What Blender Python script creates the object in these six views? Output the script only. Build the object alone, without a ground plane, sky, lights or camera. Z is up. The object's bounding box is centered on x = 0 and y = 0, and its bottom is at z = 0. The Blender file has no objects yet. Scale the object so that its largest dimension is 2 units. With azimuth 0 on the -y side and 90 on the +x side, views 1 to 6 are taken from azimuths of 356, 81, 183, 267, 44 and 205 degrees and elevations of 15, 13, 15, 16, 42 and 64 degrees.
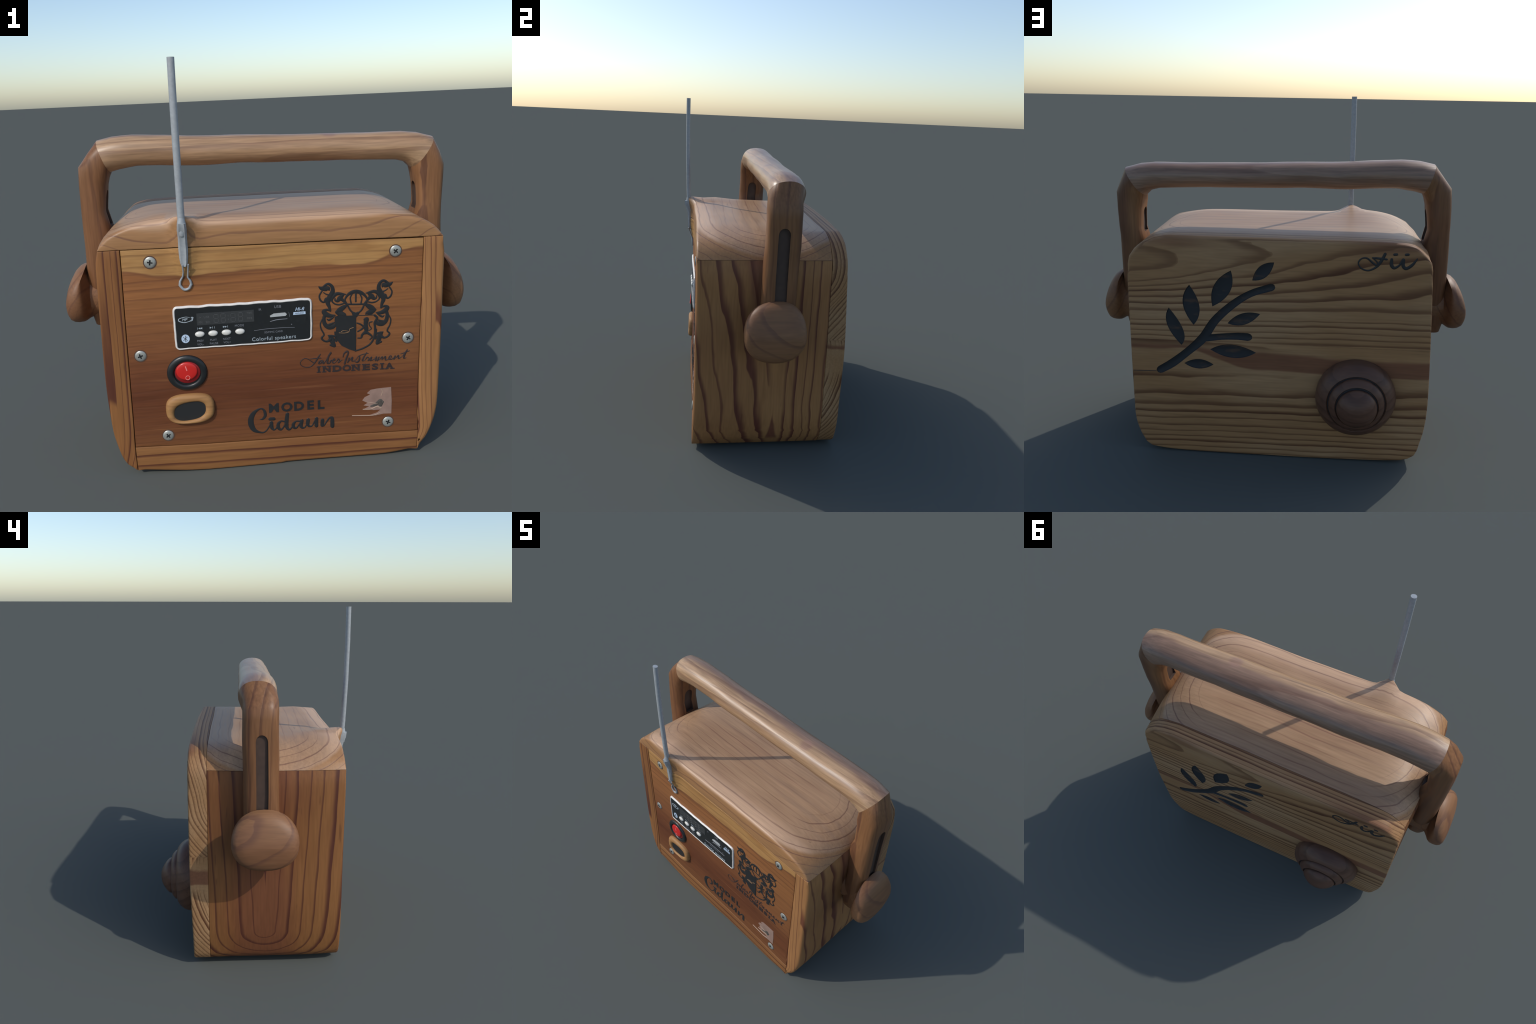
"""A hand-made wooden table radio: boxed body of pine boards, swinging carry handle,
turned tuning knob, rod antenna, printed front panel with a small player module."""
import bpy, bmesh, math, random
from math import pi, sin, cos, sqrt, hypot, atan2, radians
from mathutils import Vector, Matrix, noise as mnoise
from mathutils.geometry import delaunay_2d_cdt

random.seed(7)
V = Vector
SCN = bpy.context.scene


# ------------------------------------------------------------------ small helpers
def clamp(v, a=0.0, b=1.0):
    return max(a, min(b, v))


def smooth(a, b, v):
    t = clamp((v - a) / (b - a))
    return t * t * (3 - 2 * t)


def link(obj, parent=None):
    SCN.collection.objects.link(obj)
    if parent is not None:
        obj.parent = parent
    return obj


def empty(name, parent=None):
    o = bpy.data.objects.new(name, None)
    o.empty_display_size = 0.1
    return link(o, parent)


def mesh_object(name, verts, faces, mats, parent=None, angle=40, face_mats=None, recalc=True):
    me = bpy.data.meshes.new(name)
    me.from_pydata([tuple(v) for v in verts], [], faces)
    if face_mats:
        me.polygons.foreach_set("material_index", face_mats)
    for m in (mats if isinstance(mats, (list, tuple)) else [mats]):
        me.materials.append(m)
    if recalc:
        bm = bmesh.new()
        bm.from_mesh(me)
        bmesh.ops.remove_doubles(bm, verts=bm.verts, dist=1e-6)
        bmesh.ops.recalc_face_normals(bm, faces=bm.faces)
        bm.to_mesh(me)
        bm.free()
    finish_shading(me, angle)
    return link(bpy.data.objects.new(name, me), parent)


def finish_shading(me, angle):
    me.polygons.foreach_set("use_smooth", [True] * len(me.polygons))
    me.set_sharp_from_angle(angle=radians(angle))
    me.update()


def catmull(pts, closed=False, step=0.02):
    """Smooth curve through control points (any dimension), samples about `step` apart."""
    n = len(pts)
    out = []
    for i in range(n if closed else n - 1):
        if closed:
            p0, p1, p2, p3 = pts[(i - 1) % n], pts[i], pts[(i + 1) % n], pts[(i + 2) % n]
        else:
            p1, p2 = pts[i], pts[i + 1]
            p0 = pts[i - 1] if i > 0 else [2 * a - b for a, b in zip(p1, p2)]
            p3 = pts[i + 2] if i + 2 < n else [2 * b - a for a, b in zip(p1, p2)]
        d = sqrt(sum((a - b) ** 2 for a, b in zip(p1[:2], p2[:2])))
        m = max(1, int(round(d / step)))
        t1 = [(c - a) * 0.5 for a, c in zip(p0, p2)]
        t2 = [(c - a) * 0.5 for a, c in zip(p1, p3)]
        # keep tangents no longer than the segment, so long neighbours do not overshoot
        for t in (t1, t2):
            L = sqrt(sum(c * c for c in t[:2]))
            if L > d:
                t[:] = [c * d / L for c in t]
        for k in range(m):
            s = k / m
            h = (2 * s**3 - 3 * s * s + 1, s**3 - 2 * s * s + s, -2 * s**3 + 3 * s * s, s**3 - s * s)
            out.append([h[0] * a + h[1] * ta + h[2] * b + h[3] * tb for a, b, ta, tb in zip(p1, p2, t1, t2)])
    if not closed:
        out.append(list(pts[-1]))
    return out


# ------------------------------------------------------------------ node expressions
class X:
    """A shader value with arithmetic; every operator adds a Math node."""
    tree = None

    def __init__(self, s):
        self.s = s

    @staticmethod
    def math(op, *args, clampit=False):
        n = X.tree.nodes.new("ShaderNodeMath")
        n.operation = op
        n.use_clamp = clampit
        for i, a in enumerate(args):
            if isinstance(a, X):
                X.tree.links.new(a.s, n.inputs[i])
            else:
                n.inputs[i].default_value = float(a)
        return X(n.outputs[0])

    def __add__(s, o): return X.math("ADD", s, o)
    def __radd__(s, o): return X.math("ADD", o, s)
    def __sub__(s, o): return X.math("SUBTRACT", s, o)
    def __rsub__(s, o): return X.math("SUBTRACT", o, s)
    def __mul__(s, o): return X.math("MULTIPLY", s, o)
    def __rmul__(s, o): return X.math("MULTIPLY", o, s)
    def __truediv__(s, o): return X.math("DIVIDE", s, o)


def xabs(a): return X.math("ABSOLUTE", a)
def xmax(a, b): return X.math("MAXIMUM", a, b)
def xmin(a, b): return X.math("MINIMUM", a, b)
def xhyp(a, b): return X.math("SQRT", a * a + b * b)
def xfract(a): return X.math("FRACT", a)


def xstep(lo, hi, v):
    n = X.tree.nodes.new("ShaderNodeMapRange")
    n.interpolation_type = "SMOOTHSTEP"
    X.tree.links.new(v.s, n.inputs["Value"])
    for key, val in (("From Min", lo), ("From Max", hi)):
        if isinstance(val, X):
            X.tree.links.new(val.s, n.inputs[key])
        else:
            n.inputs[key].default_value = val
    return X(n.outputs["Result"])


def xvec(x, y, z):
    n = X.tree.nodes.new("ShaderNodeCombineXYZ")
    for i, a in enumerate((x, y, z)):
        if isinstance(a, X):
            X.tree.links.new(a.s, n.inputs[i])
        else:
            n.inputs[i].default_value = a
    return X(n.outputs[0])


def xnoise(vec, scale=1.0, detail=2.0, rough=0.5):
    n = X.tree.nodes.new("ShaderNodeTexNoise")
    n.inputs["Scale"].default_value = scale
    n.inputs["Detail"].default_value = detail
    n.inputs["Roughness"].default_value = rough
    X.tree.links.new(vec.s, n.inputs["Vector"])
    return X(n.outputs["Fac"])


def xramp(v, stops):
    n = X.tree.nodes.new("ShaderNodeValToRGB")
    X.tree.links.new(v.s, n.inputs[0])
    el = n.color_ramp.elements
    while len(el) < len(stops):
        el.new(0.5)
    for e, (p, c) in zip(el, stops):
        e.position = p
        e.color = (c, c, c, 1) if isinstance(c, (int, float)) else (*c, 1)
    return X(n.outputs["Color"])


def xmix(a, b, f, mode="MIX"):
    n = X.tree.nodes.new("ShaderNodeMix")
    n.data_type = "RGBA"
    n.blend_type = mode
    for key, val in (("Factor_Float", f), ("A_Color", a), ("B_Color", b)):
        s = next(i for i in n.inputs if i.identifier == key)
        if isinstance(val, X):
            X.tree.links.new(val.s, s)
        elif isinstance(val, (int, float)):
            s.default_value = val
        else:
            s.default_value = (*val, 1)
    return X(next(o for o in n.outputs if o.identifier == "Result_Color"))


def xscale(col, f):
    """Multiply a colour by a grey value."""
    return xmix(col, xramp(f * 0.5, [(0, 0.0), (1, 2.0)]), 1.0, "MULTIPLY")


class Material:
    def __init__(self, name):
        self.m = bpy.data.materials.new(name)
        self.m.use_nodes = True
        self.t = self.m.node_tree
        self.b = self.t.nodes["Principled BSDF"]

    def __enter__(self):
        X.tree = self.t
        tc = self.t.nodes.new("ShaderNodeTexCoord")
        sp = self.t.nodes.new("ShaderNodeSeparateXYZ")
        self.t.links.new(tc.outputs["Object"], sp.inputs[0])
        self.x, self.y, self.z = (X(sp.outputs[i]) for i in range(3))
        self.p = X(tc.outputs["Object"])
        return self

    def __exit__(self, *a):
        pass

    def set(self, color=None, rough=None, bump=None, bump_d=0.002, **kw):
        for key, val in (("Base Color", color), ("Roughness", rough)):
            if isinstance(val, X):
                self.t.links.new(val.s, self.b.inputs[key])
            elif isinstance(val, (int, float)):
                self.b.inputs[key].default_value = val
            elif val is not None:
                self.b.inputs[key].default_value = (*val, 1)
        for k, v in kw.items():
            self.b.inputs[k.replace("_", " ")].default_value = v
        if bump is not None:
            n = self.t.nodes.new("ShaderNodeBump")
            n.inputs["Strength"].default_value = 0.5
            n.inputs["Distance"].default_value = bump_d
            self.t.links.new(bump.s, n.inputs["Height"])
            self.t.links.new(n.outputs[0], self.b.inputs["Normal"])
        return self.m


def plain(name, color, rough=0.5, speckle=0.12, scale=60, **kw):
    with Material(name) as m:
        n = xnoise(m.p, scale, 3)
        return m.set(xscale(xmix(color, color, 0.0), 1.0 + (n - 0.5) * (2 * speckle)), rough, **kw)


def wood(name, field, period, light, deep, line, axis, line_amt=0.85, warp=0.02, width=0.45,
         uneven=0.5, post=None, rough=0.55, fibre=0.3, fade=None, grade=0.0, spec=0.3, vary=0.55):
    """Pine: growth rings are bands of the scalar `field` (metres), late wood dark with one sharp side.
    `axis` is the direction of the fibres."""
    with Material(name) as m:
        st = [3.0, 3.0, 3.0]
        st["xyz".index(axis)] = 0.9
        low_seed = float(len(name))
        low = xvec(m.x * st[0], m.y * st[1], m.z * st[2])
        w = xnoise(low, 1.3, 3, 0.55)
        w2 = xnoise(low, 5.0, 2, 0.5)
        d = field(m) + (w - 0.5) * (2 * warp) + (w2 - 0.5) * (warp * 0.5)
        jitter = xnoise(xvec(d * (0.31 / period), 3.7, 1.3), 1.0, 2)
        raw = d / period + (jitter - 0.5) * (2 * uneven)
        ph = xfract(raw)
        ring = raw - ph
        own = xstep(0.3, 0.7, xnoise(xvec(ring * 5.31, 9.2, low_seed), 1.0, 0))
        start = 1.0 - width * (0.45 + own * 0.9)
        band = xstep(start, 0.90, ph) * xstep(1.0, 0.955, ph) * ((1.0 - vary) + own * vary * 1.1)
        fs = [95.0, 95.0, 95.0]
        fs["xyz".index(axis)] = 5.0
        fib = xnoise(xvec(m.x * fs[0], m.y * fs[1], m.z * fs[2]), 1.0, 3, 0.6)
        blot = xnoise(low, 1.1, 3)
        patchy = xnoise(low, 2.3, 2)
        col = xmix(light, deep, xstep(0.36, 0.64, blot))
        if post:
            col = post(m, col, dict(w=w, w2=w2, fib=fib, blot=blot))
        if grade:
            g = ph * ph * grade
            col = xmix(col, [c * 0.55 + d_ * 0.45 for c, d_ in zip(deep, line)], g * fade(m) if fade else g)
        if fade:
            band = band * fade(m)
        col = xmix(col, line, band * (line_amt * ((1 - vary * 0.7) + vary * 1.1 * patchy)))
        col = xscale(col, 1.0 + (fib - 0.5) * (2 * fibre))
        pores = xstep(0.70, 0.78, xnoise(xvec(m.x * fs[0] * 0.4, m.y * fs[1] * 0.4, m.z * fs[2] * 1.0), 1.0, 2))
        col = xmix(col, (line[0] * 0.7, line[1] * 0.7, line[2] * 0.7), pores * 0.35)
        return m.set(col, rough + (fib - 0.5) * 0.2, bump=fib * 0.5 - band * 0.5, bump_d=0.0012, Specular_IOR_Level=spec)


# ------------------------------------------------------------------ palette (linear albedo)
HONEY = (0.40, 0.20, 0.075)
RUST = (0.145, 0.048, 0.028)


# ------------------------------------------------------------------ body outline and surfaces
# Control points run clockwise seen from the front, from the left joint of the top board.
FRONT = [(-.749, 1.103), (-.715, 1.155), (-.632, 1.190), (-.512, 1.203), (-.32, 1.200), (0, 1.196), (.335, 1.194),
         (.522, 1.189), (.668, 1.166), (.716, 1.134), (.752, 1.083), (.765, 1.01), (.764, .84), (.764, .627),
         (.755, .284), (.740, .18), (.700, .075), (.660, .022), (.50, .002), (0, 0), (-.4, .002), (-.68, .024),
         (-.725, .055), (-.752, .11), (-.774, .211), (-.778, .343), (-.777, .574), (-.773, .73), (-.768, .936), (-.763, 1.05)]
BACK = [(-.746, 1.105), (-.691, 1.165), (-.648, 1.189), (-.55, 1.202), (-.32, 1.204), (0, 1.203), (.335, 1.202),
        (.50, 1.200), (.575, 1.197), (.685, 1.164), (.749, 1.085), (.758, 1.01), (.759, .89), (.754, .627),
        (.752, .284), (.745, .186), (.700, .075), (.665, .022), (.5, .004), (0, .002), (-.4, .005), (-.66, .018),
        (-.720, .050), (-.747, .12), (-.775, .21), (-.783, .33), (-.777, .55), (-.770, .73), (-.760, .936), (-.755, 1.03)]
ANT_X = -0.388           # the antenna stands on a swelling of the wood here


def y_front(x, z):
    return -(0.467 + 0.012 * smooth(0.1, 0.72, x) - 0.010 * smooth(0.3, 0.75, -x) + 0.006 * smooth(0.40, 0.05, z))


def y_back(x, z):
    return 0.313 + 0.010 * smooth(0.1, 0.6, z) - 0.013 * x - 0.018 * smooth(0.55, 1.15, z) * smooth(0.1, 0.70, x)


def y_seam(x, z):
    return 0.224 - 0.016 * x


def swelling(x, y, z):
    """Raises the wood under the antenna clip."""
    dx = x - ANT_X
    f = math.exp(-(dx / 0.040) ** 2)
    dy = -0.030 * f * smooth(0.90, 1.10, z) * smooth(0.1, -0.35, y)
    dy -= 0.022 * math.exp(-(dx / 0.036) ** 2) * math.exp(-((z - 1.205) / 0.035) ** 2) * smooth(-0.3, -0.45, y)
    dz = 0.033 * math.exp(-(dx / 0.055) ** 2) * smooth(1.05, 1.2, z) * math.exp(-((y + 0.47) / 0.07) ** 2)
    # the upper face is crowned, more so near the antenna
    near = smooth(-0.482, -0.415, y) * (1 - 0.75 * smooth(-0.38, -0.12, y)) * (1 - smooth(-0.12, 0.2, y)) * smooth(1.12, 1.19, z)
    dz += near * (0.017 * smooth(0.70, 0.45, abs(x)) + 0.012 * math.exp(-((x + 0.45) / 0.15) ** 2))
    return V((x, y + dy, z + dz))


def settle(p):
    """Hand-worked unevenness, the same for every board so that joints stay closed."""
    n = mnoise.noise_vector(V(p) * 2.6) * 0.0025
    # side boards belly outwards, fading towards the back
    mid = smooth(-0.42, -0.28, p[1]) * (1 - smooth(-0.02, 0.16, p[1]))
    if p[0] > 0:
        belly = 0.013 - 0.006 * mid - 0.004 * smooth(0.05, 0.25, p[1])
    else:
        belly = (0.011 + 0.006 * mid) * (1.15 * smooth(0.06, 0.50, p[2]) - 0.15) * (1 - smooth(0.02, 0.33, p[1]))
    belly += 0.008 * smooth(0.82, 1.0, p[2]) * smooth(-0.44, -0.30, p[1]) * (1 - smooth(0.10, 0.3, p[1]))
    belly += 0.014 * (1 - smooth(0.06, 0.24, p[2])) * smooth(-0.46, -0.30, p[1])
    belly *= smooth(0.69, 0.745, abs(p[0])) if p[2] > 0.2 else smooth(0.62, 0.72, abs(p[0]))
    return V((p[0] + n.x + math.copysign(belly, p[0]), p[1] + n.y, max(0.0, p[2] + n.z * clamp(p[2] / 0.05))))


def densify(pair, step):
    """Front and back control points side by side, resampled together."""
    return catmull([list(a) + list(b) for a, b in pair], step=step)


def solid(name, front, back, yf, yb, radius_f, radius_b, mats, parent, stations=5, grid=0.035, warp=None, angle=35):
    """Board: outline `front` lofted to `back` (same count), rounded rims, filled caps."""
    n = len(front)
    area = sum(front[i][0] * front[(i + 1) % n][1] - front[(i + 1) % n][0] * front[i][1] for i in range(n))
    sgn = 1 if area > 0 else -1

    def inset(poly, i, r):
        a, b, c = V(poly[i - 1]), V(poly[i]), V(poly[(i + 1) % n])
        e1, e2 = (b - a), (c - b)
        e1 = e1.normalized() if e1.length > 1e-9 else e2.normalized()
        e2 = e2.normalized() if e2.length > 1e-9 else e1
        n1, n2 = V((-e1.y, e1.x)) * sgn, V((-e2.y, e2.x)) * sgn
        m = n1 + n2
        m = m / max(m.length_squared / 2, 0.35)
        return b + m * r

    rf = [radius_f(*p) for p in front]
    rb = [radius_b(*p) for p in back]
    rings = []
    K = 4
    for k in range(K + 1):
        a = k / K * pi / 2
        ring = []
        for i in range(n):
            q = inset(front, i, rf[i] * (1 - sin(a)))
            ring.append(V((q.x, yf(*q) + rf[i] * (1 - cos(a)), q.y)))
        rings.append(ring)
    tail = []
    for k in range(K + 1):
        a = k / K * pi / 2
        ring = []
        for i in range(n):
            q = inset(back, i, rb[i] * (1 - sin(a)))
            ring.append(V((q.x, yb(*q) - rb[i] * (1 - cos(a)), q.y)))
        tail.append(ring)
    for s in range(1, stations):
        t = s / stations
        rings.append([rings[K][i].lerp(tail[K][i], t) for i in range(n)])
    rings += tail[::-1]
    verts = [v for r in rings for v in r]
    faces = []
    for j in range(len(rings) - 1):
        for i in range(n):
            i2 = (i + 1) % n
            faces.append((j * n + i, j * n + i2, (j + 1) * n + i2, (j + 1) * n + i))
    for base, fn in ((0, yf), ((len(rings) - 1) * n, yb)):
        ring = [V((verts[base + i].x, verts[base + i].z)) for i in range(n)]
        lo = V((min(p.x for p in ring), min(p.y for p in ring)))
        hi = V((max(p.x for p in ring), max(p.y for p in ring)))
        inner = []
        gx = max(1, int((hi.x - lo.x) / grid))
        gy = max(1, int((hi.y - lo.y) / grid))
        for a in range(1, gx):
            for b in range(1, gy):
                q = V((lo.x + (hi.x - lo.x) * a / gx, lo.y + (hi.y - lo.y) * b / gy))
                if inside(q, ring) and min((q - p).length for p in ring) > grid * 0.45 and edge_distance(q, ring) > grid * 0.3:
                    inner.append(q)
        pts = ring + inner
        vo, _, fo, ov, _, _ = delaunay_2d_cdt(pts, [], [list(range(n))], 1, 1e-7)
        index = {}
        for k, o in enumerate(ov):
            if o and min(o) < n:
                index[k] = base + min(o)
            else:
                index[k] = len(verts)
                verts.append(V((vo[k].x, fn(vo[k].x, vo[k].y), vo[k].y)))
        faces += [tuple(index[k] for k in f) for f in fo]
    verts = [settle(warp(*v) if warp else v) for v in verts]
    return mesh_object(name, verts, faces, mats, parent, angle)


def inside(q, poly):
    c = False
    j = len(poly) - 1
    for i in range(len(poly)):
        a, b = poly[i], poly[j]
        if (a.y > q.y) != (b.y > q.y) and q.x < (b.x - a.x) * (q.y - a.y) / (b.y - a.y) + a.x:
            c = not c
        j = i
    return c


def edge_distance(q, poly):
    best = 9
    for i in range(len(poly)):
        a, b = poly[i - 1], poly[i]
        e = b - a
        t = clamp((q - a).dot(e) / max(e.length_squared, 1e-12))
        best = min(best, (q - a - e * t).length)
    return best


# ------------------------------------------------------------------ wood of the single boards
def f_top(m):
    drop = 1.195 - m.z
    along = xabs(m.x + 0.03)
    return xhyp(xmax(along + drop * 0.9 - 0.40 + m.y * 0.15, 0.0) * 0.85, xabs(m.y + 0.06) + drop * 0.55)


def top_fade(m):
    """No closed ovals in the middle of the top: rings show at the ends and near the long edges."""
    end = xstep(0.40, 0.62, xabs(m.x + 0.03) + (1.2 - m.z))
    side = xstep(0.20, 0.34, xabs(m.y + 0.06))
    return xmax(end * xstep(0.10, 0.20, f_top(m)), side * 0.75)


def post_top(m, col, k):
    # long faint streaks of flat grain
    mid = xstep(0.60, 0.35, xabs(m.x + 0.03)) * xstep(0.36, 0.22, xabs(m.y + 0.06))
    v = m.y + (k["w"] - 0.5) * 0.07 + (k["w2"] - 0.5) * 0.010 + 0.03 * m.x
    ph = xfract(v / 0.058)
    thin = xstep(0.80, 0.93, ph) * xstep(1.0, 0.95, ph)
    col = xmix(col, (0.20, 0.090, 0.055), thin * mid * (0.25 + 0.6 * xstep(0.4, 0.65, k["blot"])))
    soft = xnoise(xvec(m.x * 0.8, m.y * 14.0, m.z * 6.0), 1.0, 2)
    col = xmix(col, (0.300, 0.185, 0.115), xstep(0.5, 0.75, soft) * 0.6)
    painted_highlight = xstep(-0.34, -0.42, m.y + (k["fib"] - 0.5) * 0.06 + (k["w2"] - 0.5) * 0.06)
    col = xmix(col, (0.520, 0.330, 0.205), painted_highlight * 0.8)
    outer = xstep(0.395, 0.425, f_top(m) + (k["w2"] - 0.5) * 0.02)  # front strip tinted back to honey, where the glare on top ends
    return xmix(col, (0.305, 0.150, 0.056), outer * 0.9)


def f_left(m):
    r = xhyp(m.y + 0.055, xmax(0.225 - m.z, 0.0) * 1.35)
    return r - xmax(m.z - 0.2, 0.0) * 0.05 + 0.06 + xmax(0.748 + m.x, 0.0) * 2.1


def post_left(m, col, k):
    core = xstep(0.20, 0.06, xabs(m.y + 0.055) + (k["w2"] - 0.5) * 0.1)
    return xmix(col, (0.160, 0.058, 0.027), core * 0.75)


def f_right(m):
    side = m.y + 0.045
    left = xstep(0.02, -0.05, side)
    r = xabs(side) * (1.35 - left * 0.60)
    lean = m.z * (0.02 + left * 0.085)
    foot = xmax(0.150 - m.z, 0.0)
    return r - lean - foot * foot * 13.0 + 0.5 + xmax(0.742 - m.x, 0.0) * 3.4


def post_right(m, col, k):
    side = xabs(m.y + 0.06 + (k["w2"] - 0.5) * 0.02)
    spike = xstep(0.006, -0.006, side - (0.225 - m.z) * 0.20) * xstep(0.05, 0.09, m.z)
    col = xmix(col, RUST, spike * 0.9)
    flame = xstep(0.02, -0.02, xabs(m.y + 0.165 - (1.0 - m.z) * 0.12) - 0.045) * xstep(0.72, 0.95, m.z + (k["w2"] - 0.5) * 0.1)
    return xmix(col, (0.20, 0.078, 0.045), flame * 0.75)


def f_bottom(m):
    return m.z + 0.008 * (m.y + 0.45) + m.x * 0.01


def f_back(m):
    lower = xstep(0.655, 0.650, m.z)
    slope = xstep(0.82, 1.10, m.z) * 0.15
    z = m.z + m.x * slope
    zc = 1.17 - lower * 0.625
    return xhyp(m.y + 0.26, z - zc) + lower * 0.37


def back_fade(m):
    return xmax(xstep(0.05, 0.12, xabs(m.z - 0.545)), 0.08)


def f_panel(m):
    return m.z + xabs(m.x - 0.1) * 0.02


def post_panel(m, col, k):
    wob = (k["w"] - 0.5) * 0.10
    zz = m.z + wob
    # orange high up, red brown low down
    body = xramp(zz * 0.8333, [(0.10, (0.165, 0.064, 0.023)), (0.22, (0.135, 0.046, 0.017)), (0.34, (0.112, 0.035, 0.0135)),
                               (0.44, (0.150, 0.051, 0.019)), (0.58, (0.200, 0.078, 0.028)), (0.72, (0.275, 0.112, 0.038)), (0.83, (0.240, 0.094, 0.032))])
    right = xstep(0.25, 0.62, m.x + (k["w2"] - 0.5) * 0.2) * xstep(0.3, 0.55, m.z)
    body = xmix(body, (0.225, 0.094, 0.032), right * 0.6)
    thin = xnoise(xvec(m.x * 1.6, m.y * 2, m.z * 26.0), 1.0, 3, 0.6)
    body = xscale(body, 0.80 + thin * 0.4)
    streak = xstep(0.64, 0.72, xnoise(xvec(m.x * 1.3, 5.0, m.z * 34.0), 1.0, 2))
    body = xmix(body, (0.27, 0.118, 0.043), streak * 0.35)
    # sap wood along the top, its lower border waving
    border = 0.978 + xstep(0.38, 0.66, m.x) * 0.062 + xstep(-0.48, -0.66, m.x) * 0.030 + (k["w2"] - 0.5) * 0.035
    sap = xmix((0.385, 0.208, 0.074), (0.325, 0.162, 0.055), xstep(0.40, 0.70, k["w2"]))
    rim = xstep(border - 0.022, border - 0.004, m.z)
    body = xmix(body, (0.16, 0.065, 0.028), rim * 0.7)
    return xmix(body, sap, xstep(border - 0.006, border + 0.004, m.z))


def post_back(m, col, k):
    wob = (k["w"] - 0.5) * 0.09
    z = m.z + wob
    lo = 0.497 + xstep(0.10, 0.50, m.x) * 0.098
    hi = 0.585 + xstep(0.10, 0.60, m.x) * 0.036 + xstep(0.45, 0.0, m.x) * xstep(-0.3, 0.1, m.x) * 0.012
    heart = xstep(lo, lo + 0.012, z) * xstep(hi + 0.012, hi - 0.010, z)
    heart = xmax(heart, xstep(1.12, 1.16, z - xabs(m.x) * 0.03) * xstep(0.25, 0.55, xabs(m.x)) * xstep(0.28, 0.31, m.y) * 0.8)
    return xmix(col, (0.165, 0.062, 0.032), heart * 0.85)


def handle_field(m):
    return xhyp(m.y * 0.6 + 0.25, m.z * 0.25) * 0.6 + 0.2 * m.y


def post_bar(m, col, k):
    edge = m.y + (k["fib"] - 0.5) * 0.05 + (k["w2"] - 0.5) * 0.05 + 0.028 * m.x
    knot = xhyp((m.x - 0.335) * 1.0, m.y + 0.07)
    col = xmix(col, (0.215, 0.128, 0.088), xstep(-0.055, -0.030, edge) * 0.85)
    return xmix(col, (0.30, 0.17, 0.12), xstep(0.05, 0.02, knot) * 0.7)


M_TOP = wood("pine_top_board", f_top, 0.056, (0.400, 0.244, 0.138), (0.330, 0.190, 0.104), (0.130, 0.052, 0.036), "x", 0.95, 0.030, 0.24, 1.0, fade=top_fade, post=post_top, rough=0.46, spec=0.45)  # base colour paled towards pink for sky sheen on the upper face
M_LEFT = wood("pine_left_board", f_left, 0.064, (0.232, 0.100, 0.033), (0.180, 0.068, 0.024), (0.080, 0.024, 0.014), "z", 1.0, 0.020, 0.34, 1.0, post=post_left, vary=0.25)
M_RIGHT = wood("pine_right_board", f_right, 0.072, (0.345, 0.170, 0.064), (0.295, 0.138, 0.052), (0.110, 0.033, 0.020), "z", 1.0, 0.046, 0.35, 0.8, post=post_right, vary=0.35,
               fade=lambda m: 1.0 - xstep(0.060, 0.025, xabs(m.y + 0.045)) * xstep(0.20, 0.27, m.z))
M_BOTTOM = wood("pine_bottom_board", f_bottom, 0.050, (0.236, 0.105, 0.036), (0.198, 0.082, 0.029), (0.085, 0.026, 0.014), "x", 0.95, 0.012, 0.30, 0.7, vary=0.3)
M_BACK = wood("pine_back_board", f_back, 0.0200, (0.370, 0.222, 0.112), (0.320, 0.172, 0.074), (0.095, 0.034, 0.014), "x", 1.0, 0.011, 0.60, 1.0, post=post_back, grade=0.6, fade=back_fade)
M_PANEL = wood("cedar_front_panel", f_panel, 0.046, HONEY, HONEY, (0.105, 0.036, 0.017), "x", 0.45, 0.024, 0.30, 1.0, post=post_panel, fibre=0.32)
M_BAR = wood("handle_bar_wood", lambda m: m.y * 0.5 + m.z * 0.6, 0.034, (0.425, 0.275, 0.158), (0.335, 0.200, 0.108), (0.150, 0.075, 0.045), "x", 0.6, 0.016, 0.4, 1.0, post=post_bar, fibre=0.55, rough=0.38, spec=0.5)
M_LEG = wood("handle_leg_wood", lambda m: m.y * 0.8 + m.x * 0.35, 0.056, (0.215, 0.102, 0.044), (0.165, 0.072, 0.032), (0.080, 0.032, 0.020), "z", 0.75, 0.018, 0.35, 1.0, rough=0.42, fibre=0.45)
M_PIVOT = wood("pivot_knob_wood", lambda m: m.z * 0.6 + m.y * 0.35 + xabs(m.x) * 0.9, 0.056, (0.250, 0.126, 0.058), (0.185, 0.086, 0.042), (0.100, 0.045, 0.032), "y", 0.6, 0.02, 0.25, 1.0, rough=0.48)
M_TUNER = wood("walnut_tuning_knob", lambda m: m.z * 0.7 + m.y * 0.5, 0.036, (0.155, 0.082, 0.050), (0.110, 0.054, 0.034), (0.050, 0.024, 0.016), "x", 0.5, 0.016, 0.5, 0.8, rough=0.42)
M_PORT = wood("maple_port_ring", lambda m: m.z + m.x * 0.1, 0.035, (0.36, 0.190, 0.072), (0.29, 0.145, 0.053), (0.23, 0.10, 0.04), "x", 0.5, 0.015, 0.4, 0.8)
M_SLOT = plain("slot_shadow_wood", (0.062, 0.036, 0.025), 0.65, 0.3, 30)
M_GROOVE = plain("dark_groove", (0.022, 0.020, 0.024), 0.6)
M_INK = plain("black_ink", (0.013, 0.014, 0.015), 0.55, 0.25)
M_BROWNINK = plain("burnt_brown_ink", (0.026, 0.016, 0.015), 0.6, 0.35)
M_RESERVE = plain("reserved_wood_line", (0.24, 0.13, 0.055), 0.6)
M_BLACK = plain("black_gloss_plastic", (0.014, 0.016, 0.017), 0.35, 0.2)
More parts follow.
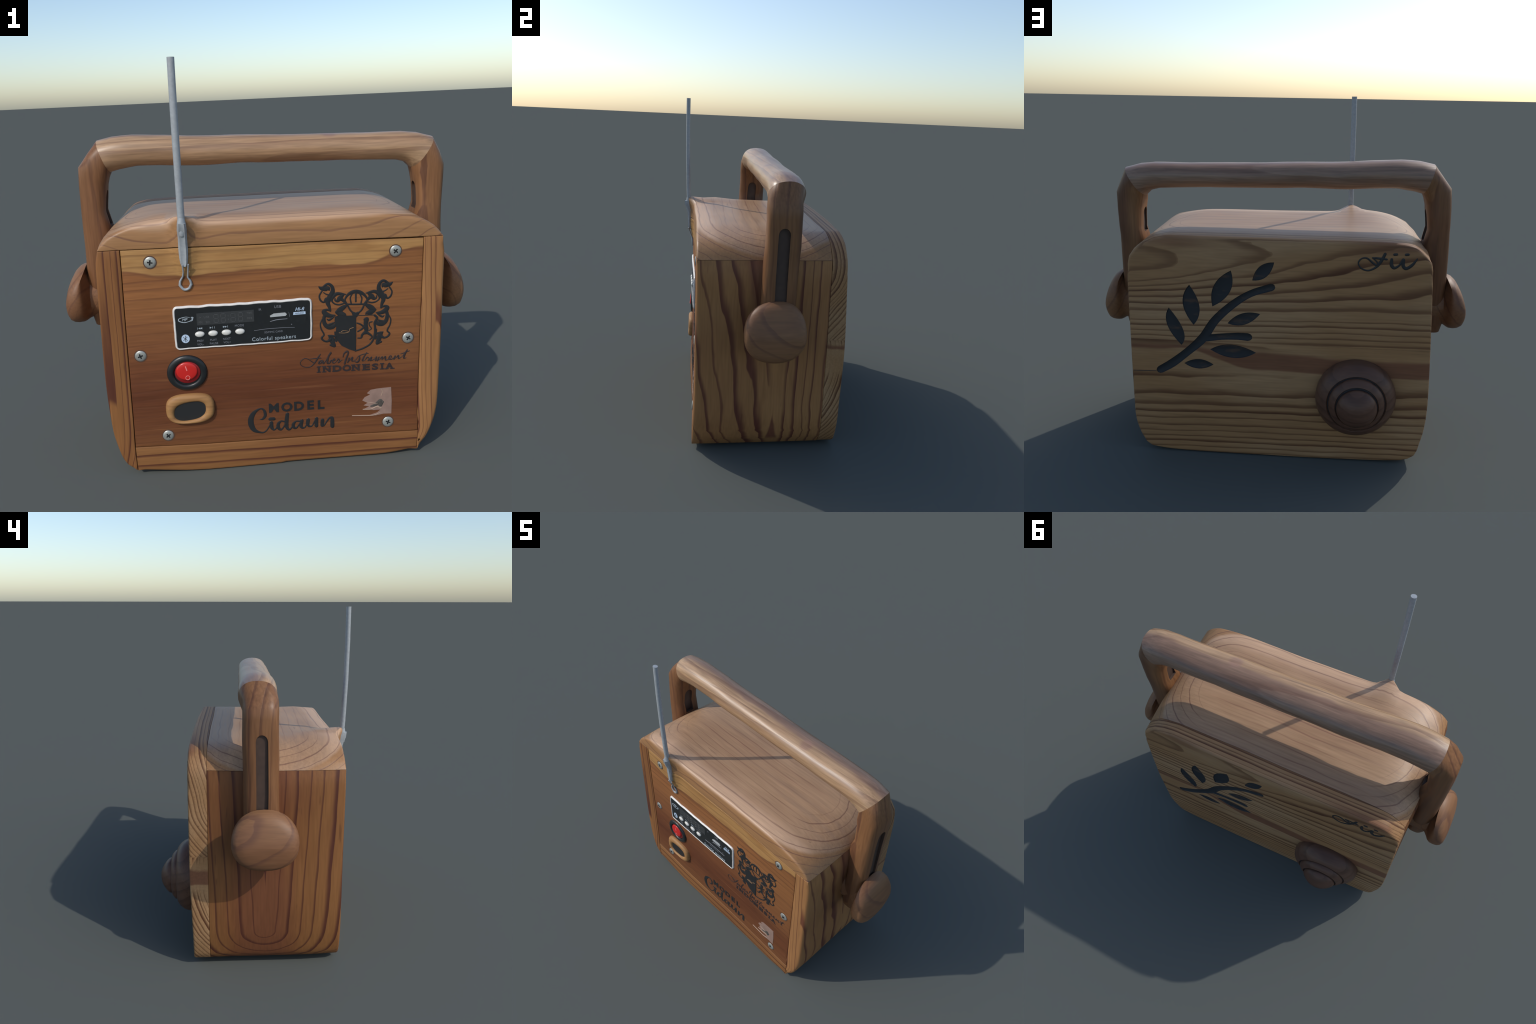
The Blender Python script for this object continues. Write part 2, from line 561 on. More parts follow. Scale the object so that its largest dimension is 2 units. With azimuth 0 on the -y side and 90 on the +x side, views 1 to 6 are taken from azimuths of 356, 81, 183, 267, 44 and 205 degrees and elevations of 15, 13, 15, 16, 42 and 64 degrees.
M_LCD = plain("smoked_display_window", (0.040, 0.043, 0.044), 0.3, 0.25, 220)
M_SEG = plain("idle_segments", (0.085, 0.088, 0.088), 0.4)
M_PRINT = plain("pale_print", (0.36, 0.42, 0.46), 0.5)
M_DIMPRINT = plain("dim_print", (0.17, 0.18, 0.20), 0.5)
M_BLUE = plain("ice_blue_print", (0.46, 0.58, 0.72), 0.5)
M_BUTTON = plain("cream_button", (0.66, 0.65, 0.60), 0.3, 0.06)
M_RIM = plain("silver_rim", (0.68, 0.66, 0.62), 0.35, 0.2, 45)
M_SLOTMETAL = plain("slot_metal", (0.42, 0.44, 0.44), 0.35)
M_RED = plain("red_rocker", (0.50, 0.018, 0.015), 0.28, 0.10, 18)
M_REDDARK = plain("red_rocker_shade", (0.25, 0.012, 0.014), 0.3)
M_PINK = plain("pale_red_mark", (0.80, 0.22, 0.20), 0.4)
M_HOLE = plain("dark_hollow", (0.012, 0.013, 0.014), 0.6)
M_STEEL = plain("galvanised_steel", (0.33, 0.355, 0.370), 0.50, 0.22, 70, Metallic=0.12)
M_SCREW = plain("zinc_screw", (0.36, 0.37, 0.34), 0.4, 0.2, 120, Metallic=0.45)
M_TAPE = plain("torn_paper_tape", (0.27, 0.175, 0.140), 0.45, 0.35, 25)
M_TAPEWHITE = plain("paper_shred", (0.36, 0.25, 0.18), 0.5)
M_TAPEDARK = plain("dark_scuff", (0.075, 0.065, 0.055), 0.5, 0.4, 80)
with Material("charred_carving") as mm:
    n1 = xnoise(xvec(mm.x * 12, mm.y * 60, mm.z * 40), 1.0, 4)
    M_CHAR = mm.set(xmix((0.014, 0.016, 0.019), (0.060, 0.034, 0.022), xstep(0.52, 0.75, n1)), 0.7, bump=n1)

RADIO = empty("wooden_radio")
RADIO["label"] = "handmade wooden box radio with carry handle and rod antenna"
RADIO["category"] = "radio"


# ------------------------------------------------------------------ the case: boards and back
GAP = 0.0018
N0, N1, N2, N3 = 0, 10, 17, 21          # joints on the outline control points
PTL, PTR, PBR, PBL = (-.664, 1.101), (.677, 1.079), (.664, .121), (-.684, .147)
PAIRS = list(zip(FRONT, BACK))


def seam_pairs(lo, hi):
    """Outline stretch between two joints, as front point and point at the seam with the back board."""
    idx = list(range(lo, hi + 1))
    out = []
    for i in idx:
        f, b = PAIRS[i % len(PAIRS)]
        t = (y_seam(*f) - y_front(*f)) / (y_back(*b) - y_front(*f))
        out.append((f, (f[0] + (b[0] - f[0]) * t, f[1] + (b[1] - f[1]) * t)))
    return out


def straight(a, b, step=0.035):
    m = max(1, int((V(a) - V(b)).length / step))
    return [(a[0] + (b[0] - a[0]) * k / m, a[1] + (b[1] - a[1]) * k / m) for k in range(m + 1)]


def board(name, lo, hi, inner, mat):
    outer = densify(seam_pairs(lo, hi), 0.03)
    front = [(p[0], p[1]) for p in outer]
    back = [(p[2], p[3]) for p in outer]
    pts = [front[-1]] + list(inner) + [front[0]]
    fill = []
    for a, b in zip(pts[:-1], pts[1:]):
        fill += straight(a, b)[1:]
    fill = fill[:-1]
    rim = set(front)

    def rf(x, z):
        return (0.014 if z > 1.15 else 0.012) if (x, z) in rim and (x, z) not in (front[0], front[-1]) else 0.003
    return solid(name, front + fill, back + fill, y_front, lambda x, z: y_seam(x, z) - 0.0006, rf, lambda x, z: 0.002, mat, RADIO, warp=swelling)


def joint_z(x):
    return FRONT[0][1] + (FRONT[10][1] - FRONT[0][1]) * (x - FRONT[0][0]) / (FRONT[10][0] - FRONT[0][0])


board("top_board", N0, N1, [], M_TOP)
# side boards and the bottom board keep a hair of clearance from their neighbours
for nm, lo, hi, inner, mat in (
        ("side_board", N1, N2, [], M_RIGHT),
        ("side_board", N3, 30, [], M_LEFT),
        ("bottom_board", N2, N3, [(-.683, .1455), (.664, .1195)], M_BOTTOM)):
    pairs = seam_pairs(lo, hi)
    outer = densify(pairs, 0.03)
    front = [[p[0], p[1]] for p in outer]
    back = [[p[2], p[3]] for p in outer]
    if nm == "side_board":
        top = 0 if lo == N1 else -1
        bot = -1 - top
        sx = 1 if lo == N1 else -1
        for arr in (front, back):
            arr[top][1] -= GAP
            arr[bot][0] += GAP * sx
        xt = .6785 if sx > 0 else -.6655
        inner = [(.6655, .13), (xt, joint_z(xt) - GAP)] if sx > 0 else [(xt, joint_z(xt) - GAP), (-.6855, .15)]
    front = [tuple(p) for p in front]
    back = [tuple(p) for p in back]
    pts = [front[-1]] + list(inner) + [front[0]]
    fill = []
    for a, b in zip(pts[:-1], pts[1:]):
        fill += straight(a, b)[1:]
    fill = fill[:-1]
    rim = set(front[1:-1])
    solid(nm, front + fill, back + fill, y_front, lambda x, z: y_seam(x, z) - 0.0006,
          lambda x, z, rim=rim: (0.020 if x > 0 else 0.012) if (x, z) in rim else 0.003, lambda x, z: 0.002, mat, RADIO)

pane = []
for a, b in zip((PTL, PTR, PBR, PBL), (PTR, PBR, PBL, PTL)):
    pane += straight(a, b, 0.03)[:-1]
pane = [(x * 0.9980, 0.6 + (z - 0.6) * 0.9965) for x, z in pane]
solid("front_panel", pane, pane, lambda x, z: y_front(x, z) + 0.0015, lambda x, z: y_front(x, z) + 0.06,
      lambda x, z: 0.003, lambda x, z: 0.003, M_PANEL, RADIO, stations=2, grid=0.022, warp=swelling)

# back board: full outline, from the seam to the back face, with the carved branch cut out of it
loop = catmull([list(a) + list(b) for a, b in PAIRS], closed=True, step=0.03)
sf, sb = [], []
for p in loop:
    f, b = p[:2], p[2:]
    t = (y_seam(*f) - y_front(*f)) / (y_back(*b) - y_front(*f))
    sf.append((f[0] + (b[0] - f[0]) * t, f[1] + (b[1] - f[1]) * t))
    sb.append(tuple(b))
BACKBOARD = solid("back_board", sf, sb, lambda x, z: y_seam(x, z) + 0.0006, y_back, lambda x, z: 0.002,
                  lambda x, z: 0.016 if z > 1.0 else 0.009, M_BACK, RADIO, stations=3, grid=0.04)
BACKBOARD.data.materials.append(M_CHAR)


def cutter(verts, faces):
    o = mesh_object("cutter", verts, faces, [M_BACK, M_CHAR], None, face_mats=[1] * len(faces))
    return o


def carve(target, tools):
    bpy.context.view_layer.update()
    for t in tools:
        md = target.modifiers.new("carve", "BOOLEAN")
        md.operation = "DIFFERENCE"
        md.solver = "EXACT"
        md.object = t
    dg = bpy.context.evaluated_depsgraph_get()
    me = bpy.data.meshes.new_from_object(target.evaluated_get(dg))
    target.modifiers.clear()
    old = target.data
    target.data = me
    me.name = old.name
    for t in tools:
        bpy.data.objects.remove(t)
    finish_shading(me, 35)


def ring_faces(n, rows, cap0=True, cap1=True):
    f = []
    for j in range(rows - 1):
        for i in range(n):
            f.append((j * n + i, j * n + (i + 1) % n, (j + 1) * n + (i + 1) % n, (j + 1) * n + i))
    if cap0:
        f.append(tuple(range(n))[::-1])
    if cap1:
        f.append(tuple(range((rows - 1) * n, rows * n)))
    return f


def leaf_cutter(tip, a, base, b, depth=0.009):
    """Gouged leaf: pointed outline through tip, side, base, side; floor a shallow keel."""
    tip, a, base, b = map(V, (tip, a, base, b))
    out = []
    for p, s, q in ((tip, a, base), (base, b, tip)):
        ctrl = s * 2 - (p + q) * 0.5
        for k in range(10):
            t = k / 10
            out.append(p * (1 - t) ** 2 + ctrl * 2 * t * (1 - t) + q * t * t)
    c = (tip + base) * 0.5 * 0.5 + (a + b) * 0.25
    vs = []
    for sc, d in ((1.0, -0.05), (1.0, 0.0), (0.93, 0.6), (0.6, 0.9), (0.2, 1.0)):
        for p in out:
            q = c + (p - c) * sc
            y = y_back(q.x, q.y) - (d * depth if d >= 0 else d)
            vs.append((q.x, y, q.y))
    return cutter(vs, ring_faces(len(out), 5))


def groove_cutter(path, r=0.021):
    """Round-bottomed groove along a path on the back face; path points carry a width factor."""
    pts = catmull(path, step=0.025)
    n, rows = 10, []
    for i, p in enumerate(pts):
        a, b = pts[max(0, i - 1)], pts[min(len(pts) - 1, i + 1)]
        t = V((b[0] - a[0], b[1] - a[1])).normalized()
        side = V((-t.y, t.x))
        rr = r * p[2]
        for ends in ([(-1, 0.35), (-0.6, 0.8)] if i == 0 else []) + [(0, 1.0)] + ([(0.6, 0.8), (1, 0.35)] if i == len(pts) - 1 else []):
            o = t * ends[0] * rr
            row = []
            for k in range(n):
                an = 2 * pi * k / n
                u, w = cos(an), sin(an)
                d = -0.03 if w > 0 else w * 0.9 * rr
                q = V((p[0], p[1])) + o + side * (u * rr * ends[1])
                row.append((q.x, y_back(q.x, q.y) + (0.03 * min(1, 2 * w) if w > 0 else w * 0.45 * rr * (0.5 + 0.5 * ends[1])), q.y))
            rows.append(row)
    return cutter([v for r_ in rows for v in r_], ring_faces(n, len(rows)))


tools = [
    leaf_cutter((.557, .825), (.568, .735), (.494, .624), (.482, .705)),
    leaf_cutter((.449, .951), (.484, .852), (.429, .737), (.397, .835)),
    leaf_cutter((.236, 1.035), (.322, .955), (.331, .842), (.240, .925)),
    leaf_cutter((.020, 1.085), (.092, 1.062), (.129, .988), (.058, 1.010)),
    leaf_cutter((.087, .813), (.180, .812), (.254, .755), (.165, .752)),
    leaf_cutter((.105, .601), (.235, .640), (.345, .608), (.220, .566)),
    leaf_cutter((.328, .524), (.405, .551), (.483, .524), (.405, .497)),
    groove_cutter([(.609, .481, 1.0), (.547, .520, 1.1), (.465, .588, 1.0), (.384, .666, 1.15), (.317, .769, 1.05), (.226, .858, .95), (.136, .919, .85), (.034, .956, .95)]),
    groove_cutter([(.372, .668, 0.9), (.285, .681, 0.85), (.200, .687, 0.95), (.150, .685, 1.05)]),
]
carve(BACKBOARD, tools)


# ------------------------------------------------------------------ marks lying on a surface
def on_front(x, z, d):
    p = settle(swelling(x, y_front(x, z) + 0.0015, z))
    return V((p.x, p.y - d, p.z))


def on_back(x, z, d):
    p = settle((x, y_back(x, z), z))
    return V((p.x, p.y + d, p.z))


class Marks:
    """Collects strokes and filled shapes on a surface into one mesh."""
    count = 0

    def __init__(self, surface, place=lambda u, v: (u, v), scale=1.0, height=0.0016):
        self.v, self.f = [], []
        self.surface, self.place, self.scale, self.h = surface, place, scale, height

    def stroke(self, *pts, step=None, taper=False):
        """Pen stroke through (u, v, width) points: domed ribbon with round ends."""
        P = [list(self.place(p[0], p[1])) + [p[2] * self.scale * 0.5] for p in pts]
        if len(P) == 1:
            P = [P[0], [P[0][0] + 1e-3, P[0][1], P[0][2]]]
        wmin = min(p[2] for p in P)
        C = catmull(P, step=step or max(0.0025, wmin * 0.5))
        Marks.count += 1
        lift = (Marks.count % 23) * 0.00003
        rows = []

        def row(c, side, w, k):
            for s, hh in ((-1.0, -0.4), (-0.93, 0.55), (-0.5, 0.9), (0, 1.0), (0.5, 0.9), (0.93, 0.55), (1.0, -0.4)):
                q = c + side * (s * w)
                rows.append(self.surface(q.x, q.y, self.h * hh + lift + k * 4e-6))
        n = 0
        for i, c in enumerate(C):
            a, b = C[max(0, i - 1)], C[min(len(C) - 1, i + 1)]
            t = V((b[0] - a[0], b[1] - a[1]))
            t = t.normalized() if t.length > 1e-9 else V((1, 0))
            side = V((-t.y, t.x))
            w = max(c[2], 0.0006)
            cc = V(c[:2])
            if i == 0:
                for e in (1.0, 0.8, 0.45):
                    row(cc - t * w * e, side, w * sqrt(max(0.01, 1 - e * e)), n)
                    n += 1
            row(cc, side, w, n)
            n += 1
            if i == len(C) - 1:
                for e in (0.45, 0.8, 1.0):
                    row(cc + t * w * e, side, w * sqrt(max(0.01, 1 - e * e)), n)
                    n += 1
        base = len(self.v)
        self.v += rows
        m = 7
        for j in range(n - 1):
            for i in range(m - 1):
                self.f.append((base + j * m + i, base + j * m + i + 1, base + (j + 1) * m + i + 1, base + (j + 1) * m + i))
        self.f.append(tuple(base + i for i in range(m))[::-1])
        self.f.append(tuple(base + (n - 1) * m + i for i in range(m)))

    def fill(self, *pts, smooth_it=True, grid=0.03, lift=0.0):
        """Filled outline, a thin slab."""
        P = [list(self.place(*p)) for p in pts]
        P = [V(p) for p in (catmull(P, closed=True, step=0.006) if smooth_it else P)]
        if not smooth_it:
            Q = []
            for i in range(len(P)):
                Q += [V(q) for q in straight(P[i], P[(i + 1) % len(P)], 0.03)[:-1]]
            P = Q
        n = len(P)
        lo = V((min(p.x for p in P), min(p.y for p in P)))
        hi = V((max(p.x for p in P), max(p.y for p in P)))
        inner = []
        for a in range(1, int((hi.x - lo.x) / grid) + 1):
            for b in range(1, int((hi.y - lo.y) / grid) + 1):
                q = V((lo.x + a * grid, lo.y + b * grid))
                if q.x < hi.x and q.y < hi.y and inside(q, P) and edge_distance(q, P) > grid * 0.3:
                    inner.append(q)
        vo, _, fo, ov, _, _ = delaunay_2d_cdt(P + inner, [], [list(range(n))], 1, 1e-7)
        base = len(self.v)
        Marks.count += 1
        lift += (Marks.count % 23) * 0.00003
        self.v += [self.surface(p.x, p.y, self.h + lift) for p in vo]
        self.f += [tuple(base + k for k in f) for f in fo]
        ring = [next(k for k, o in enumerate(ov) if i in o) for i in range(n)]
        b2 = len(self.v)
        self.v += [self.surface(p.x, p.y, -0.0006) for p in P]
        for i in range(n):
            j = (i + 1) % n
            self.f.append((base + ring[i], b2 + i, b2 + j, base + ring[j]))

    def text(self, body, u, v, height, spacing=1.0, bold=0.0, stretch=1.0, slant=0.0, align="CENTER"):
        """Built-in typeface; (u, v) is the middle of the line, height that of a capital."""
        cu = bpy.data.curves.new("lettering", "FONT")
        cu.body = body
        cu.size = 1.0
        cu.space_character = spacing
        cu.offset = bold
        cu.shear = slant
        cu.resolution_u = 3
        cu.fill_mode = "FRONT"
        cu.align_x = align
        ob = bpy.data.objects.new("lettering", cu)
        SCN.collection.objects.link(ob)
        me = bpy.data.meshes.new_from_object(ob.evaluated_get(bpy.context.evaluated_depsgraph_get()))
        bpy.data.objects.remove(ob)
        bm = bmesh.new()
        bm.from_mesh(me)
        bmesh.ops.remove_doubles(bm, verts=bm.verts, dist=1e-5)
        r = bmesh.ops.extrude_face_region(bm, geom=bm.faces[:])
        for e in r["geom"]:
            if isinstance(e, bmesh.types.BMVert):
                e.co.z = -1.0
        k = height * self.scale / 0.70
        x0, z0 = self.place(u, v)
        base = len(self.v)
        bm.verts.index_update()
        Marks.count += 1
        lift = (Marks.count % 23) * 0.00003
        for p in bm.verts:
            self.v.append(self.surface(x0 + p.co.x * k * stretch, z0 + (p.co.y - 0.35) * k, self.h + lift if p.co.z > -0.5 else -0.0006))
        self.f += [tuple(base + q.index for q in f.verts) for f in bm.faces]
        bm.free()
        bpy.data.meshes.remove(me)
        bpy.data.curves.remove(cu)

    def build(self, name, mat, parent, angle=50, stuff=False):
        o = mesh_object(name, self.v, self.f, mat, parent, angle)
        if stuff:
            o["kind"] = "stuff"
        return o


# burnt-in name on the back
fii = Marks(on_back, scale=1.45, height=0.0028)
fii.stroke((-.517, 1.148, .010), (-.500, 1.112, .011), (-.478, 1.082, .008), (-.440, 1.063, .006), (-.404, 1.074, .005), (-.390, 1.100, .005),
           (-.405, 1.122, .005), (-.432, 1.124, .006), (-.458, 1.104, .007), (-.477, 1.092, .006), (-.487, 1.100, .004))
fii.stroke((-.458, 1.127, .005), (-.480, 1.126, .008), (-.526, 1.122, .007))
fii.stroke((-.462, 1.124, .004), (-.480, 1.108, .005), (-.486, 1.092, .005))
fii.stroke((-.550, 1.122, .010), (-.551, 1.094, .012), (-.565, 1.080, .010), (-.588, 1.094, .007), (-.606, 1.123, .010), (-.606, 1.094, .012),
           (-.621, 1.079, .011), (-.648, 1.096, .010), (-.672, 1.129, .004))
fii.stroke((-.562, 1.147, .009), (-.572, 1.148, .009))
fii.stroke((-.617, 1.148, .009), (-.627, 1.149, .009))
fii.build("burnt_lettering", M_INK, RADIO)

# crack running in from the edge of the back board
crack = Marks(on_back, height=0.0005)
crack.stroke((.745, .470, .003), (.69, .4715, .004), (.632, .473, .003))
crack.build("crack_line", M_GROOVE, RADIO)


# ------------------------------------------------------------------ printed emblem and lettering on the panel
def emblem_place(u, v):
    return 0.0836 + 3.14e-4 * u, 0.9494 - 2.4e-5 * u - 3.26e-4 * v


AX = 905.0


def mirrored(u, v):
    return 2 * AX - u, v


EMBLEM = empty("printed_emblem", RADIO)
S = 3.2e-4


def mantling(flip):
    """One side of the scrolled mantling; v is levelled so that both sides match."""
    def place(u, v):
        v = v + 0.056 * (u - AX) * 1.0
        if flip:
            u = 2 * AX - u
        x, z = emblem_place(u, 0)
        return x, 0.9494 - 2.4e-5 * AX - 3.26e-4 * v
    k = Marks(on_front, place, S * 1.18)
    k.stroke((372, 178, 14), (405, 200, 46), (455, 205, 66), (505, 205, 60), (520, 225, 20))
    k.stroke((440, 180, 30), (480, 145, 30), (520, 140, 34), (560, 175, 42), (572, 230, 52), (555, 290, 66), (520, 350, 70), (500, 410, 56), (520, 470, 40), (534, 530, 24))
    k.stroke((418, 235, 20), (378, 310, 20), (395, 375, 24), (440, 402, 24), (480, 360, 50))
    k.stroke((440, 262, 14), (475, 285, 16), (510, 295, 20))
    k.stroke((755, 290, 14), (680, 280, 34), (620, 285, 44), (575, 330, 40), (560, 385, 22), (600, 428, 18), (670, 440, 20), (745, 415, 18))
    k.stroke((715, 300, 40), (670, 350, 60), (640, 385, 40), (605, 375, 22), (605, 345, 12))
    k.stroke((690, 350, 50), (735, 395, 30), (770, 430, 24))
    k.stroke((780, 445, 24), (720, 485, 60), (660, 530, 66), (620, 550, 30))
    k.stroke((640, 560, 50), (690, 580, 74), (745, 590, 40), (760, 602, 14))
    k.stroke((534, 525, 22), (480, 515, 30), (440, 540, 52), (470, 580, 62), (530, 605, 50), (600, 600, 18))
    k.stroke((455, 590, 40), (440, 650, 44), (455, 730, 52), (510, 775, 60), (570, 765, 60), (605, 740, 40))
    k.stroke((485, 650, 8), (510, 668, 26), (545, 650, 26), (585, 620, 14))
    k.stroke((505, 745, 40), (545, 725, 24), (590, 705, 16))
    k.stroke((425, 640, 14), (388, 720, 16), (398, 800, 18), (430, 860, 20), (435, 895, 20), (402, 935, 24), (430, 975, 24), (480, 990, 24), (525, 965, 44))
    k.stroke((500, 900, 14), (545, 905, 26), (600, 915, 26))
    k.stroke((530, 920, 50), (560, 975, 70), (565, 1010, 60), (590, 1065, 34), (530, 1045, 26))
    k.stroke((600, 850, 20), (612, 920, 30), (618, 985, 28))
    return k


for flip in (False, True):
    mantling(flip).build("mantling", M_INK, EMBLEM)

sh = Marks(on_front, emblem_place, S)
sh.fill((600, 625), (660, 605), (760, 610), (890, 602), (903, 640), (900, 800), (898, 1000), (895, 1145), (800, 1115), (690, 1058), (625, 970),
        (612, 860), (618, 780), (596, 690), smooth_it=False)
sh.stroke((1185, 600, 34), (1220, 640, 36), (1185, 710, 34), (1190, 780, 34), (1188, 860, 30), (1165, 960, 26), (1110, 1040, 26), (1010, 1100, 24), (897, 1140, 22))
sh.stroke((905, 603, 10), (1050, 600, 10), (1190, 592, 12))
sh.stroke((905, 640, 12), (905, 900, 10), (900, 1130, 10))
sh.build("shield", M_INK, EMBLEM)

hm = Marks(on_front, emblem_place, S)
hm.stroke((770, 430, 30), (748, 370, 26), (790, 300, 40), (850, 262, 56), (910, 252, 60), (970, 262, 56), (1030, 300, 40), (1072, 365, 26), (1055, 425, 30))
hm.stroke((775, 437, 26), (900, 438, 26), (1050, 432, 26))
hm.stroke((850, 285, 22), (825, 345, 22), (838, 425, 22))
hm.stroke((905, 280, 26), (905, 395, 26))
hm.stroke((965, 285, 22), (992, 345, 22), (980, 425, 22))
hm.stroke((785, 450, 26), (825, 525, 26), (870, 565, 26), (905, 572, 30), (945, 562, 26), (990, 520, 26), (1025, 450, 26))
hm.stroke((872, 572, 50), (902, 600, 74), (932, 572, 50))
hm.stroke((902, 600, 50), (902, 632, 30))
hm.build("helm", M_INK, EMBLEM)

ln = Marks(on_front, emblem_place, S)
ln.stroke((1062, 665, 78), (1052, 740, 62), (1062, 810, 64), (1055, 865, 46))
ln.stroke((1045, 655, 40), (1030, 660, 24))
ln.stroke((1040, 790, 30), (985, 742, 26), (925, 718, 20))
ln.stroke((1030, 775, 30), (985, 815, 26), (935, 845, 22))
ln.stroke((1050, 850, 50), (1000, 895, 36), (985, 940, 26), (935, 945, 18))
ln.stroke((1070, 860, 44), (1135, 905, 30), (1145, 930, 24), (1115, 965, 18))
ln.stroke((1095, 830, 14), (1135, 800, 16), (1105, 750, 16), (1105, 710, 18), (1145, 695, 18))
ln.build("lion", M_INK, EMBLEM)

hd = Marks(on_front, emblem_place, S, height=0.0032)
hd.stroke((660, 866, 10), (740, 868, 9), (800, 850, 9), (818, 805, 8), (868, 785, 10))
hd.stroke((690, 845, 8), (730, 830, 8), (790, 840, 7))
hd.build("outlined_hand", M_RESERVE, EMBLEM)

# running script below the shield: F a b e r   I n s t r u m e n t
sc = Marks(on_front, emblem_place, S)
sc.stroke((378, 1190, 12), (345, 1240, 24), (300, 1310, 20), (240, 1375, 14), (160, 1392, 12), (90, 1360, 10), (78, 1310, 10), (130, 1258, 10), (190, 1262, 12), (250, 1305, 14), (290, 1330, 10))
sc.stroke((230, 1262, 8), (300, 1256, 14), (385, 1250, 12))
sc.stroke((410, 1290, 14), (365, 1300, 22), (352, 1335, 22), (385, 1325, 18), (412, 1288, 18), (415, 1335, 22), (450, 1300, 12), (505, 1215, 22), (538, 1165, 26), (500, 1220, 26), (478, 1325, 26), (515, 1325, 20), (530, 1285, 14), (560, 1290, 10))
sc.stroke((545, 1300, 12), (590, 1280, 18), (580, 1262, 16), (552, 1300, 22), (570, 1330, 18), (610, 1305, 10), (640, 1265, 22), (660, 1285, 12), (640, 1320, 22), (695, 1280, 8))
sc.stroke((712, 1235, 12), (730, 1180, 22), (775, 1148, 26), (790, 1175, 26), (755, 1270, 26), (735, 1340, 26))
sc.stroke((780, 1318, 20), (805, 1250, 22), (798, 1300, 8), (850, 1240, 22), (845, 1295, 22), (890, 1285, 8), (950, 1215, 12), (955, 1270, 24), (925, 1312, 24), (890, 1305, 14))
sc.stroke((1065, 1168, 18), (1020, 1240, 24), (1000, 1290, 24), (1035, 1285, 10), (1070, 1240, 22), (1100, 1250, 12), (1085, 1290, 20), (1140, 1235, 20), (1120, 1285, 24), (1180, 1265, 10), (1212, 1228, 20), (1198, 1285, 24))
sc.stroke((960, 1212, 14), (1020, 1190, 14), (1090, 1178, 12))
sc.stroke((1225, 1288, 22), (1250, 1232, 22), (1245, 1280, 9), (1300, 1228, 22), (1295, 1278, 9), (1345, 1222, 22), (1350, 1275, 22), (1400, 1262, 9), (1440, 1225, 16), (1420, 1210, 16), (1400, 1255, 22), (1440, 1265, 16), (1480, 1235, 9))
sc.stroke((1478, 1262, 22), (1498, 1212, 22), (1495, 1252, 8), (1545, 1205, 22), (1548, 1252, 22), (1600, 1220, 8), (1680, 1112, 16), (1640, 1195, 26), (1628, 1245, 24), (1665, 1240, 8))
sc.stroke((1582, 1182, 12), (1640, 1160, 14), (1712, 1132, 14))
sc.build("script_lettering", M_BROWNINK, RADIO)

cap = Marks(on_front)
for ch, u, wide in (("I", 350, 1.2), ("N", 467, 1.2), ("D", 620, 1.4), ("O", 765, 1.2), ("N", 900, 1.2), ("E", 1054, 1.65), ("S", 1190, 1.55), ("I", 1298, 1.2), ("A", 1410, 1.2)):
    x, z = emblem_place(u, 1428 - (u - 345) * 0.0566)
    cap.text(ch, x, z, 0.0290, 1.0, 0.045, wide)
    foot = {"I": ((0, -1), (0, 1)), "N": ((-.012, -1), (-.012, 1), (.012, 1)), "A": ((-.014, -1), (.014, -1)), "D": ((-.012, -1), (-.012, 1)),
            "E": ((-.009, -1), (-.009, 1))}.get(ch, ())
    for dx, end in foot:
        cap.stroke((x + dx - .008, z + end * .0135, .0058), (x + dx + .008, z + end * .0135, .0058))
cap.build("block_lettering", M_BROWNINK, RADIO)


def script2_place(u, v):
    return -0.18517 + 2.03e-4 * u, 0.3849 - 1.9e-5 * u - 2.24e-4 * v


big = Marks(on_front, script2_place, 2.1e-4)
big.stroke((465, 590, 16), (530, 580, 50), (590, 510, 70), (590, 430, 70), (555, 365, 50), (495, 340, 34), (400, 385, 60), (310, 470, 105), (252, 600, 130), (262, 740, 130),
           (320, 840, 100), (420, 885, 50), (520, 898, 32), (590, 860, 30), (650, 790, 28), (700, 700, 26))
big.stroke((728, 670, 86), (728, 770, 88), (770, 830, 52), (815, 820, 32), (850, 770, 26))
big.stroke((705, 582, 84), (785, 578, 84))
big.stroke((1030, 640, 34), (960, 632, 40), (890, 695, 76), (890, 790, 80), (945, 830, 50), (1010, 770, 34), (1050, 700, 28))
big.stroke((1112, 470, 84), (1090, 600, 92), (1080, 740, 92), (1110, 815, 66), (1160, 822, 44), (1205, 770, 28))
big.stroke((1385, 635, 34), (1310, 638, 40), (1245, 700, 72), (1245, 770, 74), (1300, 795, 46), (1360, 735, 32), (1400, 670, 28))
big.stroke((1445, 630, 86), (1420, 720, 88), (1440, 780, 66), (1500, 785, 34), (1545, 730, 28))
big.stroke((1595, 605, 86), (1580, 700, 84), (1615, 752, 50), (1680, 742, 32), (1730, 665, 30), (1770, 600, 40))
big.stroke((1792, 575, 80), (1785, 650, 86), (1785, 735, 90))
big.stroke((1932, 610, 86), (1922, 725, 88))
big.stroke((1965, 740, 26), (2035, 630, 34), (2100, 555, 46), (2155, 555, 76), (2162, 640, 92), (2160, 745, 92))
big.build("brush_lettering", M_INK, RADIO)

mod = Marks(on_front)
for ch, u, v in zip("MODEL", (800, 1105, 1385, 1652, 1895), (318, 297, 276, 252, 242)):
    x, z = script2_place(u, v)
    mod.text(ch, x, z, 0.043, 1.0, 0.035, 1.08)
mod.build("block_lettering", M_INK, RADIO)

